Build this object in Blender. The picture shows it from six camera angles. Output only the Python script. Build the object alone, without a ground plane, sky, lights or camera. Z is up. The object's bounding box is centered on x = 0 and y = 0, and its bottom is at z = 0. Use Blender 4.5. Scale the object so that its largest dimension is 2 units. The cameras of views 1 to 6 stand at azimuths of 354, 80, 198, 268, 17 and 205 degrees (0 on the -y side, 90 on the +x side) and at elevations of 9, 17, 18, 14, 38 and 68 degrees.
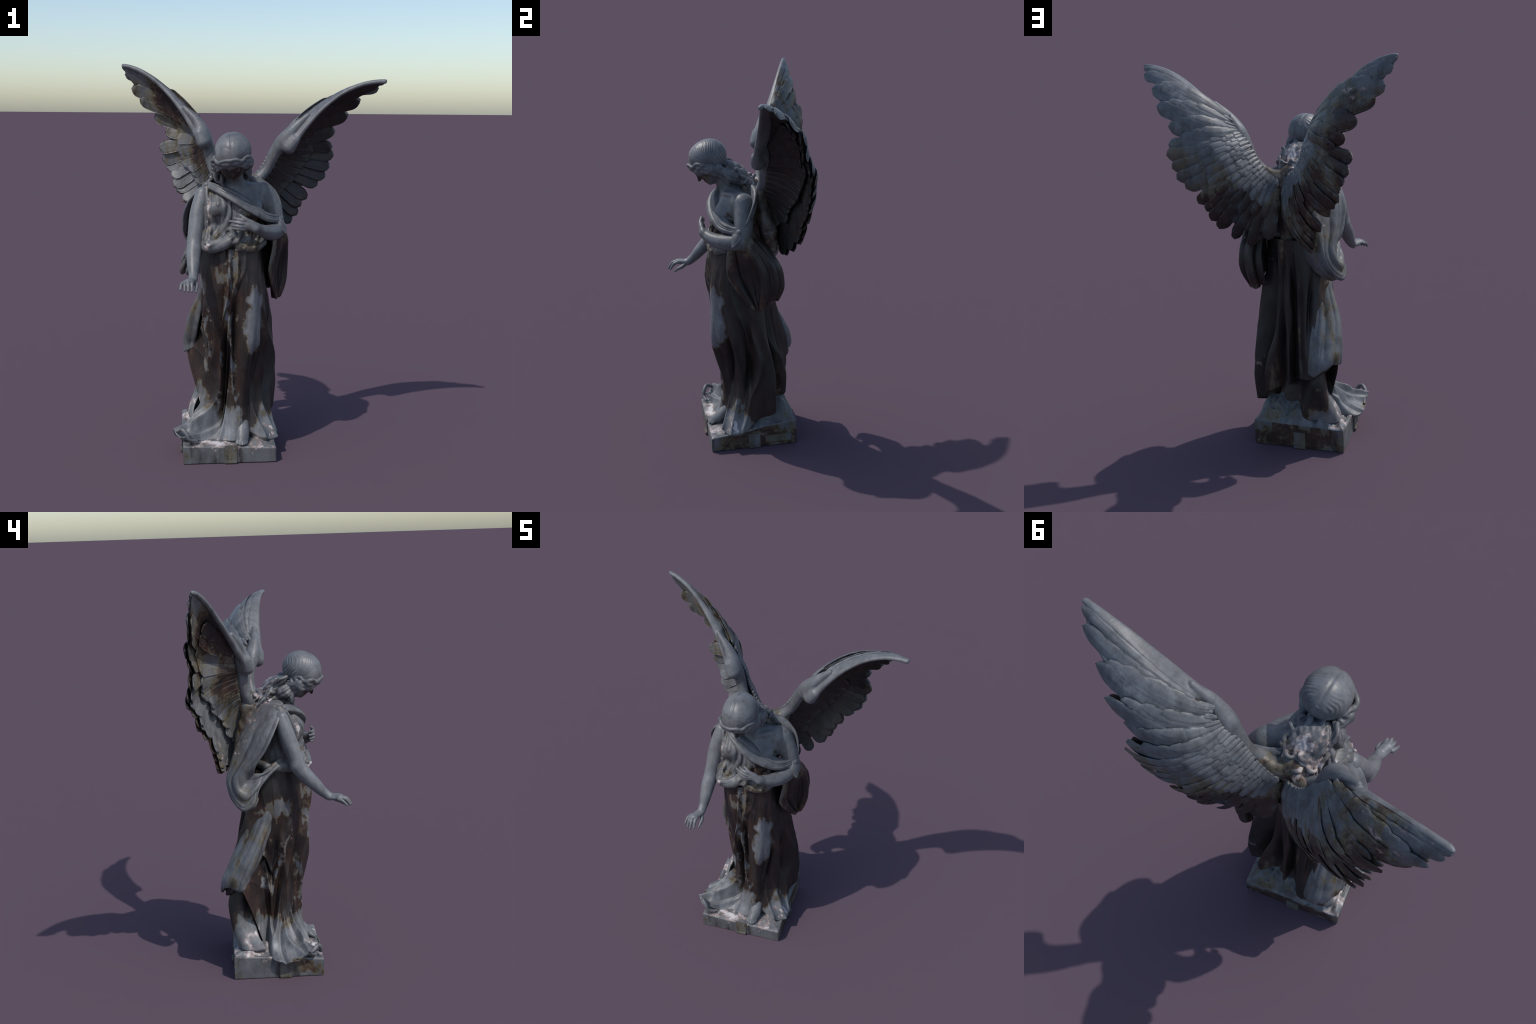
# Bronze angel monument: built from profiles, ribs, fold lines and signed-distance blends.
import math
import numpy as np

# ------------------------------------------------------------------ numeric helpers
def hermite(xs, ys, q):
    """Cubic interpolation of ys (n, ...) at xs (n,) for q, finite-difference tangents."""
    xs = np.asarray(xs, float); ys = np.asarray(ys, float); q = np.asarray(q, float)
    n = len(xs)
    m = np.zeros_like(ys)
    d = np.diff(xs)
    sl = np.diff(ys, axis=0) / d.reshape((-1,) + (1,) * (ys.ndim - 1))
    m[0], m[-1] = sl[0], sl[-1]
    if n > 2:
        w = (d[1:] / (d[1:] + d[:-1])).reshape((-1,) + (1,) * (ys.ndim - 1))
        m[1:-1] = sl[:-1] * w + sl[1:] * (1 - w)
    i = np.clip(np.searchsorted(xs, q, side='right') - 1, 0, n - 2)
    sh = q.shape + (1,) * (ys.ndim - 1)
    h = (xs[i + 1] - xs[i])
    t = ((q - xs[i]) / h).reshape(sh)
    h = h.reshape(sh)
    t2, t3 = t * t, t * t * t
    return ((2 * t3 - 3 * t2 + 1) * ys[i] + (t3 - 2 * t2 + t) * h * m[i]
            + (-2 * t3 + 3 * t2) * ys[i + 1] + (t3 - t2) * h * m[i + 1])


def curve(pts, n):
    """n points on a smooth curve through pts (any dimension), chord-length spaced."""
    p = np.asarray(pts, float)
    d = np.linalg.norm(np.diff(p[:, :3], axis=0), axis=1)
    s = np.concatenate([[0], np.cumsum(np.maximum(d, 1e-6))])
    return hermite(s, p, np.linspace(0, s[-1], n))


def smooth01(x):
    x = np.clip(x, 0, 1)
    return x * x * (3 - 2 * x)


def _hash(ix, iy, iz, seed):
    h = (ix.astype(np.int64) * 73856093) ^ (iy.astype(np.int64) * 19349663) ^ (iz.astype(np.int64) * 83492791) ^ (seed * 2654435)
    h = (h ^ (h >> 13)) * 1274126177
    return ((h ^ (h >> 16)) & 0xffff) / 65535.0


def noise3(p, scale, seed=0):
    """Smooth value noise in -1..1 for points (..., 3)."""
    q = np.asarray(p, float) * scale
    f = np.floor(q); t = q - f; t = t * t * (3 - 2 * t)
    i = f.astype(np.int64); out = 0
    for a in (0, 1):
        for b in (0, 1):
            for c in (0, 1):
                w = (t[..., 0] if a else 1 - t[..., 0]) * (t[..., 1] if b else 1 - t[..., 1]) * (t[..., 2] if c else 1 - t[..., 2])
                out = out + w * _hash(i[..., 0] + a, i[..., 1] + b, i[..., 2] + c, seed)
    return out * 2 - 1


# ------------------------------------------------------------------ the skirt: meridian profiles
# angle 0 looks to the viewer (-y), 90 to +x, 180 to the back, 270 to -x
SKIRT_AXIS = np.array([-0.09, 0.0])
MERIDIANS = {
    0: [(.185, 1.08), (.203, .93), (.182, .78), (.172, .61), (.155, .45), (.146, .27), (.19, .10)],
    22: [(.183, 1.08), (.202, .93), (.200, .78), (.218, .62), (.175, .45), (.148, .27), (.165, .13)],
    40: [(.168, 1.08), (.188, .93), (.192, .78), (.196, .61), (.158, .45), (.135, .27), (.220, .095)],
    57: [(.150, 1.08), (.168, .93), (.175, .78), (.170, .61), (.148, .45), (.150, .27), (.245, .09)],
    75: [(.143, 1.08), (.155, .93), (.160, .78), (.158, .61), (.155, .45), (.162, .27), (.20, .105)],
    90:  [(.138, 1.08), (.148, .93), (.165, .78), (.170, .61), (.175, .45), (.182, .3), (.18, .15)],
    103: [(.132, 1.08), (.148, .93), (.185, .78), (.200, .61), (.208, .45), (.212, .3), (.19, .17)],
    116: [(.122, 1.08), (.125, .93), (.145, .78), (.180, .61), (.222, .45), (.240, .33), (.235, .2)],
    129: [(.115, 1.08), (.100, .93), (.095, .78), (.092, .61), (.102, .45), (.118, .35), (.13, .23)],
    143: [(.110, 1.08), (.112, .93), (.120, .78), (.145, .61), (.190, .47), (.215, .38), (.215, .28)],
    155: [(.108, 1.08), (.100, .93), (.095, .78), (.095, .61), (.105, .47), (.115, .39), (.12, .3)],
    166: [(.105, 1.08), (.100, .93), (.095, .78), (.100, .61), (.110, .47), (.120, .4), (.125, .31)],
    178: [(.100, 1.08), (.105, .93), (.112, .78), (.124, .61), (.142, .48), (.152, .41), (.16, .335)],
    192: [(.102, 1.08), (.108, .93), (.115, .78), (.126, .62), (.145, .50), (.160, .43), (.17, .37)],
    206: [(.115, 1.08), (.142, .93), (.165, .78), (.200, .63), (.245, .51), (.27, .45), (.275, .405)],
    222: [(.142, 1.08), (.175, .93), (.192, .80), (.222, .67), (.268, .56), (.293, .50), (.295, .445)],
    236: [(.155, 1.08), (.182, .93), (.200, .80), (.228, .68), (.270, .58), (.292, .52), (.300, .475)],
    247: [(.163, 1.08), (.183, .93), (.185, .80), (.175, .66), (.160, .50), (.155, .36), (.185, .19)],
    258: [(.167, 1.08), (.184, .93), (.182, .78), (.162, .61), (.135, .45), (.135, .28), (.19, .13)],
    266: [(.168, 1.08), (.183, .91), (.172, .71), (.138, .49), (.138, .29), (.200, .18), (.285, .108)],
    275: [(.170, 1.08), (.184, .91), (.167, .71), (.122, .49), (.130, .29), (.222, .17), (.322, .106)],
    285: [(.173, 1.08), (.186, .91), (.165, .71), (.116, .49), (.128, .28), (.235, .165), (.335, .106)],
    295: [(.177, 1.08), (.188, .91), (.168, .71), (.116, .49), (.124, .28), (.235, .165), (.345, .113)],
    303: [(.179, 1.08), (.188, .91), (.168, .71), (.118, .49), (.130, .28), (.245, .175), (.362, .135)],
    309: [(.180, 1.08), (.188, .91), (.166, .71), (.117, .49), (.120, .28), (.220, .16), (.342, .122)],
    317: [(.180, 1.08), (.188, .91), (.165, .71), (.115, .48), (.114, .26), (.170, .15), (.260, .10)],
    325: [(.182, 1.08), (.190, .92), (.167, .73), (.125, .50), (.120, .26), (.150, .15), (.215, .098)],
    335: [(.183, 1.08), (.196, .93), (.176, .78), (.164, .61), (.138, .45), (.128, .25), (.205, .10)],
}


def skirt_base(theta_deg, t):
    """(r, z) of the unfolded skirt at angle (deg, array) and 0..1 down the meridian (array)."""
    ks = sorted(MERIDIANS)
    ang = np.array([ks[-2] - 360, ks[-1] - 360] + ks + [ks[0] + 360, ks[1] + 360], float)
    prof = np.array([MERIDIANS[k] for k in [ks[-2], ks[-1]] + ks + [ks[0], ks[1]]], float)
    th = np.asarray(theta_deg, float) % 360
    at = hermite(ang, prof, th)                      # (..., 7, 2)
    knots = np.linspace(0, 1, 7)
    t = np.asarray(t, float)
    flat_at = at.reshape(-1, 7, 2); flat_t = np.broadcast_to(t, th.shape).reshape(-1)
    i = np.clip((flat_t * 6).astype(int), 0, 5); u = (flat_t * 6 - i)[:, None]
    rows = np.arange(len(flat_t))
    g = lambda k: flat_at[rows, np.clip(k, 0, 6)]
    p0, p1, p2, p3 = g(i - 1), g(i), g(i + 1), g(i + 2)
    out = 0.5 * (2 * p1 + (p2 - p0) * u + (2 * p0 - 5 * p1 + 4 * p2 - p3) * u * u + (3 * p1 - p0 - 3 * p2 + p3) * u ** 3)
    return out.reshape(th.shape + (2,))


def skirt_point(theta_deg, t, lift=0.0):
    rz = skirt_base(theta_deg, t)
    a = np.radians(theta_deg)
    r = rz[..., 0] + lift
    return np.stack([SKIRT_AXIS[0] + r * np.sin(a), SKIRT_AXIS[1] - r * np.cos(a), rz[..., 1]], -1)

# fold lines on the skirt: (height, half width, [(angle, position down the meridian), ...])
SKIRT_FOLDS = [
    # front, statue's right leg and the long diagonal fold
    (.025, .012, [(346, .0), (348, .16), (344, .3), (336, .41), (330, .48), (320, .59), (311, .68), (305, .8), (299, .9), (297, 1)]),
    (.011, .010, [(358, .0), (358, .16), (352, .24), (349, .34), (345, .46), (338, .58)]),
    (.009, .009, [(12, .0), (10, .1), (3, .17), (356, .3)]),
    (.016, .010, [(350, .40), (348, .62), (350, .73), (0, .84), (10, .92)]),
    (.012, .012, [(336, .62), (327, .76), (319, .86), (311, .97)]),
    (.008, .010, [(341, .7), (337, .85), (334, .97)]),
    (.010, .014, [(292, .2), (284, .32), (293, .41), (299, .52), (295, .64)]),
    (-.032, .016, [(341, .36), (336, .5), (329, .62), (318, .73), (311, .82), (304, .95)]),
    (-.028, .012, [(345, .46), (340, .69), (328, .8), (321, .91)]),
    (-.012, .011, [(4, .05), (4, .15), (358, .27), (354, .4)]),
    (-.012, .010, [(352, .02), (353, .16), (347, .3), (341, .42)]),
    (-.014, .012, [(340, .02), (341, .16), (337, .28), (328, .42), (318, .55)]),
    # thigh and knee of the advanced leg
    (.013, .036, [(22, .10), (20, .25), (16, .38), (12, .5)]),
    (.010, .030, [(14, .46), (12, .6), (10, .75)]),
    (-.028, .013, [(356, .24), (353, .36), (353, .5), (356, .66)]),
    # statue's left side
    (.014, .014, [(36, .28), (50, .42), (58, .55), (62, .67), (72, .81)]),
    (.016, .014, [(48, .14), (62, .32), (78, .48), (86, .61), (88, .74)]),
    (.012, .013, [(76, .33), (90, .5), (98, .63), (93, .75), (81, .85), (71, .97)]),
    (.008, .014, [(96, .36), (110, .54), (118, .7), (124, .9), (124, 1)]),
    (.010, .014, [(118, .3), (132, .5), (142, .66), (141, .85), (140, 1)]),
    (.014, .012, [(32, .7), (33, .85), (39, .97)]),
    (.010, .012, [(56, .78), (55, .9), (56, 1)]),
    (-.030, .014, [(38, .34), (42, .5), (40, .68), (31, .8), (28, .93)]),
    (-.016, .013, [(26, .42), (26, .54), (25, .7), (22, .85)]),
    (-.026, .015, [(66, .36), (74, .48), (82, .66), (74, .8), (66, .9)]),
    (-.026, .014, [(80, .36), (86, .55), (86, .7), (82, .88)]),
    (-.012, .014, [(112, .36), (124, .56), (129, .72), (130, .9), (130, 1)]),
    # back
    (.008, .008, [(136, .25), (132, .45), (129, .7), (130, 1)]),
    (.010, .010, [(152, .22), (149, .51), (151, .75), (152, 1)]),
    (.024, .017, [(158, .1), (168, .36), (174, .55), (177, .8), (178, 1)]),
    (.014, .012, [(192, .0), (196, .2), (195, .43), (195, .7), (194, 1)]),
    (.014, .012, [(172, .0), (172, .2), (182, .38), (186, .6)]),
    (.014, .012, [(218, .1), (209, .35), (203, .6), (205, .85)]),
    (.014, .012, [(236, .18), (220, .4), (212, .6), (212, .8)]),
    (-.008, .010, [(152, .12), (160, .43), (164, .6), (165, 1)]),
    (-.028, .012, [(184, .05), (188, .3), (188, .6), (188, 1)]),
    (-.020, .010, [(203, .1), (202, .35), (199, .6), (199, .95)]),
    (-.018, .012, [(226, .15), (214, .38), (208, .55)]),
    (-.008, .007, [(141, .3), (140, .5), (140, .7), (141, 1)]),
    # statue's right side: swept diagonals under the flap, then the train
    (-.012, .014, [(302, .10), (288, .22), (272, .38), (258, .56), (252, .7)]),
    (.020, .013, [(304, .24), (272, .44), (250, .52), (232, .6)]),
    (.018, .013, [(296, .36), (266, .55), (252, .69), (238, .76)]),
    (.020, .014, [(316, .34), (304, .47), (286, .57), (276, .7), (266, .83), (262, .95)]),
    (.014, .012, [(262, .64), (250, .8), (246, .92), (250, 1)]),
    (.014, .014, [(300, .6), (290, .7), (286, .8), (292, .9), (294, 1)]),
    (-.020, .013, [(304, .38), (284, .52), (268, .69), (257, .83), (254, .96)]),
    (-.020, .012, [(294, .32), (264, .5), (242, .6)]),
    (-.014, .011, [(297, .62), (282, .72), (276, .85), (278, 1)]),
    (-.012, .010, [(310, .6), (303, .72), (300, .85), (304, .97)]),
]


def skirt_fold_height(theta, t, r):
    h = np.zeros_like(theta)
    for amp, width, path in SKIRT_FOLDS:
        p = np.array(path, float)
        ang = np.degrees(np.unwrap(np.radians(p[:, 0])))
        c = hermite(p[:, 1], ang, np.clip(t, p[0, 1], p[-1, 1]))
        d = (theta - c + 180) % 360 - 180
        d = np.radians(d) * r
        t0, t1 = p[0, 1], p[-1, 1]
        ease = min(.26, .45 * (t1 - t0))
        fade = smooth01((t - t0 + .06) / (ease + .06)) if t0 > .02 else 1.0
        fade = fade * (smooth01((t1 - t + .06) / (ease + .06)) if t1 < .96 else 1.0)
        grow = .45 + .55 * smooth01((t - .0) / .5)
        h += amp * (1.75 if amp > 0 else 1.5) * grow * fade * np.exp(-(np.sqrt(d * d + 6e-6) / (width * 1.12)) ** 1.4)
    # small sharp pleats between the big folds
    c = np.radians(theta)
    q = np.stack([np.sin(c) * 3.2, np.cos(c) * 3.2, t * 1.6], -1)
    fine = 1 - np.abs(noise3(q + .35 * np.stack([np.sin(t * 5), t * 0, t * 0], -1), 2.6, 51))
    h += .0042 * (fine ** 3 - .35) * smooth01((t - .02) / .1) * (.5 + .5 * noise3(q, 1.1, 52))
    return h


# ------------------------------------------------------------------ Blender side
import bpy
from mathutils import Vector

ROOT = None
MATS = {}


def vertex_normals(v, f):
    """Area-weighted vertex normals for an (n,4) or (n,3) face array."""
    a, b, c = v[f[:, 0]], v[f[:, 1]], v[f[:, 2]]
    n = np.cross(b - a, c - a)
    if f.shape[1] == 4:
        d = v[f[:, 3]]
        n = np.cross(c - a, d - b)
    out = np.zeros_like(v)
    for k in range(f.shape[1]):
        for ax in range(3):
            out[:, ax] += np.bincount(f[:, k], n[:, ax], len(v))
    return out / np.maximum(np.linalg.norm(out, axis=1, keepdims=True), 1e-12)


def make_mesh(name, verts, faces, smooth=True, normals=None):
    me = bpy.data.meshes.new(name)
    verts = np.asarray(verts, np.float32)
    if isinstance(faces, np.ndarray):
        k = faces.shape[1]
        me.vertices.add(len(verts)); me.vertices.foreach_set('co', verts.ravel())
        me.loops.add(faces.size); me.loops.foreach_set('vertex_index', faces.astype(np.int32).ravel())
        me.polygons.add(len(faces))
        me.polygons.foreach_set('loop_start', np.arange(0, faces.size, k, dtype=np.int32))
        me.update(calc_edges=True)
    else:
        me.from_pydata([tuple(x) for x in verts], [], faces)
    me.validate()
    me.polygons.foreach_set('use_smooth', [smooth] * len(me.polygons))
    me.update()
    if normals is not None and len(me.vertices) == len(verts):
        me.normals_split_custom_set_from_vertices([tuple(n) for n in normals])
    return me


def put(name, me, mat, parent=None):
    ob = bpy.data.objects.new(name, me)
    bpy.context.scene.collection.objects.link(ob)
    if mat is not None:
        me.materials.clear(); me.materials.append(MATS[mat])
    ob.parent = parent if parent is not None else ROOT
    return ob


def grid_faces(nu, nv, wrap_u=False, wrap_v=False):
    iu = np.arange(nu if wrap_u else nu - 1); iv = np.arange(nv if wrap_v else nv - 1)
    a, b = np.meshgrid(iu, iv, indexing='ij')
    a2, b2 = (a + 1) % nu, (b + 1) % nv
    return np.stack([a * nv + b, a2 * nv + b, a2 * nv + b2, a * nv + b2], -1).reshape(-1, 4)


def grid_normals(P):
    du = np.gradient(P, axis=0); dv = np.gradient(P, axis=1)
    n = np.cross(du, dv)
    return n / np.maximum(np.linalg.norm(n, axis=-1, keepdims=True), 1e-12)


def thick_sheet(P, half):
    """Closed sheet around grid P (nu,nv,3); half = half thickness (scalar or array)."""
    nu, nv = P.shape[:2]
    n = grid_normals(P)
    half = np.broadcast_to(np.asarray(half, float), (nu, nv))
    iu = np.linspace(0, 1, nu)[:, None]; iv = np.linspace(0, 1, nv)[None, :]
    edge = np.minimum(np.minimum(iu, 1 - iu) * nu, np.minimum(iv, 1 - iv) * nv)
    h = (half * np.sqrt(np.clip(edge / 2.0, 0.12, 1)))[..., None]
    A, B = P + n * h, P - n * h
    V = np.concatenate([A.reshape(-1, 3), B.reshape(-1, 3)])
    f = grid_faces(nu, nv)
    N = nu * nv
    F = [f, f[:, ::-1] + N]
    idx = np.arange(N).reshape(nu, nv)
    ring = np.concatenate([idx[:-1, 0], idx[-1, :-1], idx[:0:-1, -1], idx[0, :0:-1]])
    nx = np.roll(ring, -1)
    F.append(np.stack([nx, ring, ring + N, nx + N], -1))
    return V, np.concatenate(F)


# ---- signed-distance modelling: primitives blended into a grid, meshed with surface nets
class Clay:
    def __init__(self, lo, hi, res):
        self.lo = np.array(lo, float); self.res = res
        self.n = np.ceil((np.array(hi) - self.lo) / res).astype(int) + 1
        self.d = np.full(self.n, .08, np.float32)

    def _block(self, lo, hi):
        a = np.clip(np.floor((np.asarray(lo) - self.lo) / self.res).astype(int), 0, self.n - 1)
        b = np.clip(np.ceil((np.asarray(hi) - self.lo) / self.res).astype(int) + 1, 1, self.n)
        if (b <= a).any():
            return None, None
        g = [self.lo[i] + self.res * np.arange(a[i], b[i]) for i in range(3)]
        sl = tuple(slice(a[i], b[i]) for i in range(3))
        return sl, np.stack(np.meshgrid(*g, indexing='ij'), -1)

    def _merge(self, sl, nd, k, cut):
        old = self.d[sl]
        if cut:
            nd = -nd
            h = np.clip(.5 - .5 * (old - nd) / k, 0, 1)
            self.d[sl] = old * (1 - h) + nd * h + k * h * (1 - h)
        else:
            h = np.clip(.5 + .5 * (old - nd) / k, 0, 1)
            self.d[sl] = old * (1 - h) + nd * h - k * h * (1 - h)

    def ball(self, c, r, k=.01, axes=None, cut=False):
        c = np.asarray(c, float); r = np.broadcast_to(np.asarray(r, float), 3)
        m = r.max() * 1.05 + k + .01
        sl, P = self._block(c - m, c + m)
        if sl is None: return
        q = P - c
        if axes is not None: q = q @ np.asarray(axes).T
        k0 = np.linalg.norm(q / r, axis=-1); k1 = np.linalg.norm(q / (r * r), axis=-1)
        self._merge(sl, k0 * (k0 - 1) / np.maximum(k1, 1e-6), k, cut)

    def tube(self, pts, radii, k=.01, n=14, flat=None, cut=False):
        """Tapered tube along a smooth curve; flat=(direction, factor) squeezes it along direction."""
        r = np.interp(np.linspace(0, 1, len(pts)), np.linspace(0, 1, len(np.atleast_1d(radii))), np.atleast_1d(radii))
        c = curve(np.column_stack([np.asarray(pts, float), r]), n) if len(pts) > 1 else np.column_stack([pts, r])
        P0, R = c[:, :3], np.maximum(c[:, 3], 5e-4)
        m = R.max() + k + .006
        sl, P = self._block(P0.min(0) - m, P0.max(0) + m)
        if sl is None: return
        if flat is not None:
            u = np.asarray(flat[0], float); u /= np.linalg.norm(u)
            st = lambda q: q + (q @ u)[..., None] * u * (flat[1] - 1)
            P, P0 = st(P), st(P0)
        best = np.full(P.shape[:3], 9.0)
        org, st3 = P0.min(0), self.res
        loc = np.array([self.lo[i] + self.res * sl[i].start for i in range(3)])
        for i in range(len(P0) - 1):
            a, b = P0[i], P0[i + 1]
            if flat is None:
                mm = max(R[i], R[i + 1]) + k + .004
                i0 = np.clip(np.floor((np.minimum(a, b) - mm - loc) / st3).astype(int), 0, None)
                i1 = np.clip(np.ceil((np.maximum(a, b) + mm - loc) / st3).astype(int) + 1, 0, best.shape)
                w = tuple(slice(i0[j], i1[j]) for j in range(3))
            else:
                w = (slice(None),) * 3
            Q = P[w]
            if Q.size == 0: continue
            ab = b - a; t = np.clip(((Q - a) @ ab) / max(ab @ ab, 1e-12), 0, 1)
            best[w] = np.minimum(best[w], np.linalg.norm(Q - a - t[..., None] * ab, axis=-1) - (R[i] + (R[i + 1] - R[i]) * t))
        if flat is not None: best = best / max(1.0, flat[1] * .7)
        self._merge(sl, best, k, cut)

    def rough(self, amp, scale, seed=0, stretch=(1, 1, 1)):
        near = np.argwhere(np.abs(self.d) < 6 * self.res)
        if len(near):
            p = self.lo + near * self.res
            self.d[tuple(near.T)] += amp * noise3(p * np.array(stretch), scale, seed)

    def depth_front(self, x, z):
        """y of the surface seen from -y at (x, z)."""
        i = int(round((x - self.lo[0]) / self.res)); k = int(round((z - self.lo[2]) / self.res))
        i = min(max(i, 0), self.n[0] - 1); k = min(max(k, 0), self.n[2] - 1)
        w = np.flatnonzero(self.d[i, :, k] < 0)
        return self.lo[1] + (w[0] if len(w) else self.n[1] * .5) * self.res

    def fold(self, path, radius, k=.012, lift=.35, n=16):
        """A fold laid on the front of the form along (x, z) points."""
        pts = [(x, self.depth_front(x, z) + radius * (1 - lift) - radius * .3, z) for x, z in path]
        self.tube(pts, radius, k, n)

    def groove(self, path, radius, k=.008, sink=.2, n=16):
        pts = [(x, self.depth_front(x, z) - radius * sink, z) for x, z in path]
        self.tube(pts, radius, k, n, cut=True)

    def mesh(self):
        d = self.d
        inside = d < 0
        c = inside[:-1, :-1, :-1].astype(np.int8)
        tot = np.zeros(c.shape, np.int8)
        for i in (0, 1):
            for j in (0, 1):
                for k in (0, 1):
                    tot += inside[i:d.shape[0] - 1 + i, j:d.shape[1] - 1 + j, k:d.shape[2] - 1 + k]
        act = (tot > 0) & (tot < 8)
        cells = np.argwhere(act)
        ids = np.full(act.shape, -1, np.int64); ids[act] = np.arange(len(cells))
        corner = np.array([(i, j, k) for i in (0, 1) for j in (0, 1) for k in (0, 1)])
        vals = np.stack([d[tuple((cells + o).T)] for o in corner], 1)
        acc = np.zeros((len(cells), 3)); cnt = np.zeros(len(cells))
        for a in range(8):
            for b in range(a + 1, 8):
                if np.abs(corner[a] - corner[b]).sum() != 1: continue
                va, vb = vals[:, a], vals[:, b]
                x = (va < 0) != (vb < 0)
                t = np.where(x, va / np.where(x, va - vb, 1), 0)
                p = corner[a] + t[:, None] * (corner[b] - corner[a])
                acc += np.where(x[:, None], p, 0); cnt += x
        V = self.lo + self.res * (cells + acc / cnt[:, None])
        F = []
        for ax in range(3):
            o1, o2 = [(1, 2), (2, 0), (0, 1)][ax]
            s0 = [slice(0, -1)] * 3; s1 = [slice(0, -1)] * 3
            s0[ax] = slice(0, d.shape[ax] - 1); s1[ax] = slice(1, d.shape[ax])
            A, B = inside[tuple(s0)], inside[tuple(s1)]
            e = np.argwhere(A != B)
            e = e[(e[:, o1] > 0) & (e[:, o2] > 0)]
            if not len(e): continue
            flip = A[tuple(e.T)]
            u = np.zeros(3, int); u[o1] = 1
            v = np.zeros(3, int); v[o2] = 1
            q = np.stack([ids[tuple((e - u - v).T)], ids[tuple((e - v).T)], ids[tuple(e.T)], ids[tuple((e - u).T)]], 1)
            q[~flip] = q[~flip][:, ::-1]
            F.append(q)
        F = np.concatenate(F)
        F = F[(F >= 0).all(1)]
        return V, F


def relax(V, F, times=2, w=.5):
    """Laplacian smoothing."""
    e = np.concatenate([F[:, [0, 1]], F[:, [1, 2]], F[:, [2, 3]], F[:, [3, 0]]])
    for _ in range(times):
        s = np.zeros_like(V); c = np.bincount(e[:, 0], minlength=len(V)) + np.bincount(e[:, 1], minlength=len(V))
        for ax in range(3):
            s[:, ax] = np.bincount(e[:, 0], V[e[:, 1], ax], len(V)) + np.bincount(e[:, 1], V[e[:, 0], ax], len(V))
        V = V * (1 - w) + w * s / np.maximum(c, 1)[:, None]
    return V


def split_body(V, F, regions, parent=None):
    """Cut one smooth surface into named parts; border vertices coincide, normals are the whole's."""
    N = vertex_normals(V, F)
    cen = V[F].mean(1)
    left = np.ones(len(F), bool); obs = {}
    for name, mat, test in regions:
        m = left & test(cen)
        left &= ~m
        if not m.any(): continue
        used, inv = np.unique(F[m], return_inverse=True)
        me = make_mesh(name, V[used], inv.reshape(-1, 4), True, N[used])
        obs[name] = put(name, me, mat, parent)
    return obs


def clay_part(name, clay, mat, times=2, parent=None):
    V, F = clay.mesh()
    V = relax(V, F, times)
    return put(name, make_mesh(name, V, F), mat, parent)

# ------------------------------------------------------------------ materials: weathered bronze
DARK, RUST, OCHRE = (.013, .0105, .0098, 1), (.046, .0235, .016, 1), (.125, .104, .064, 1)
SLATE, PALE = (.114, .116, .121, 1), (.19, .196, .203, 1)


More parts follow.
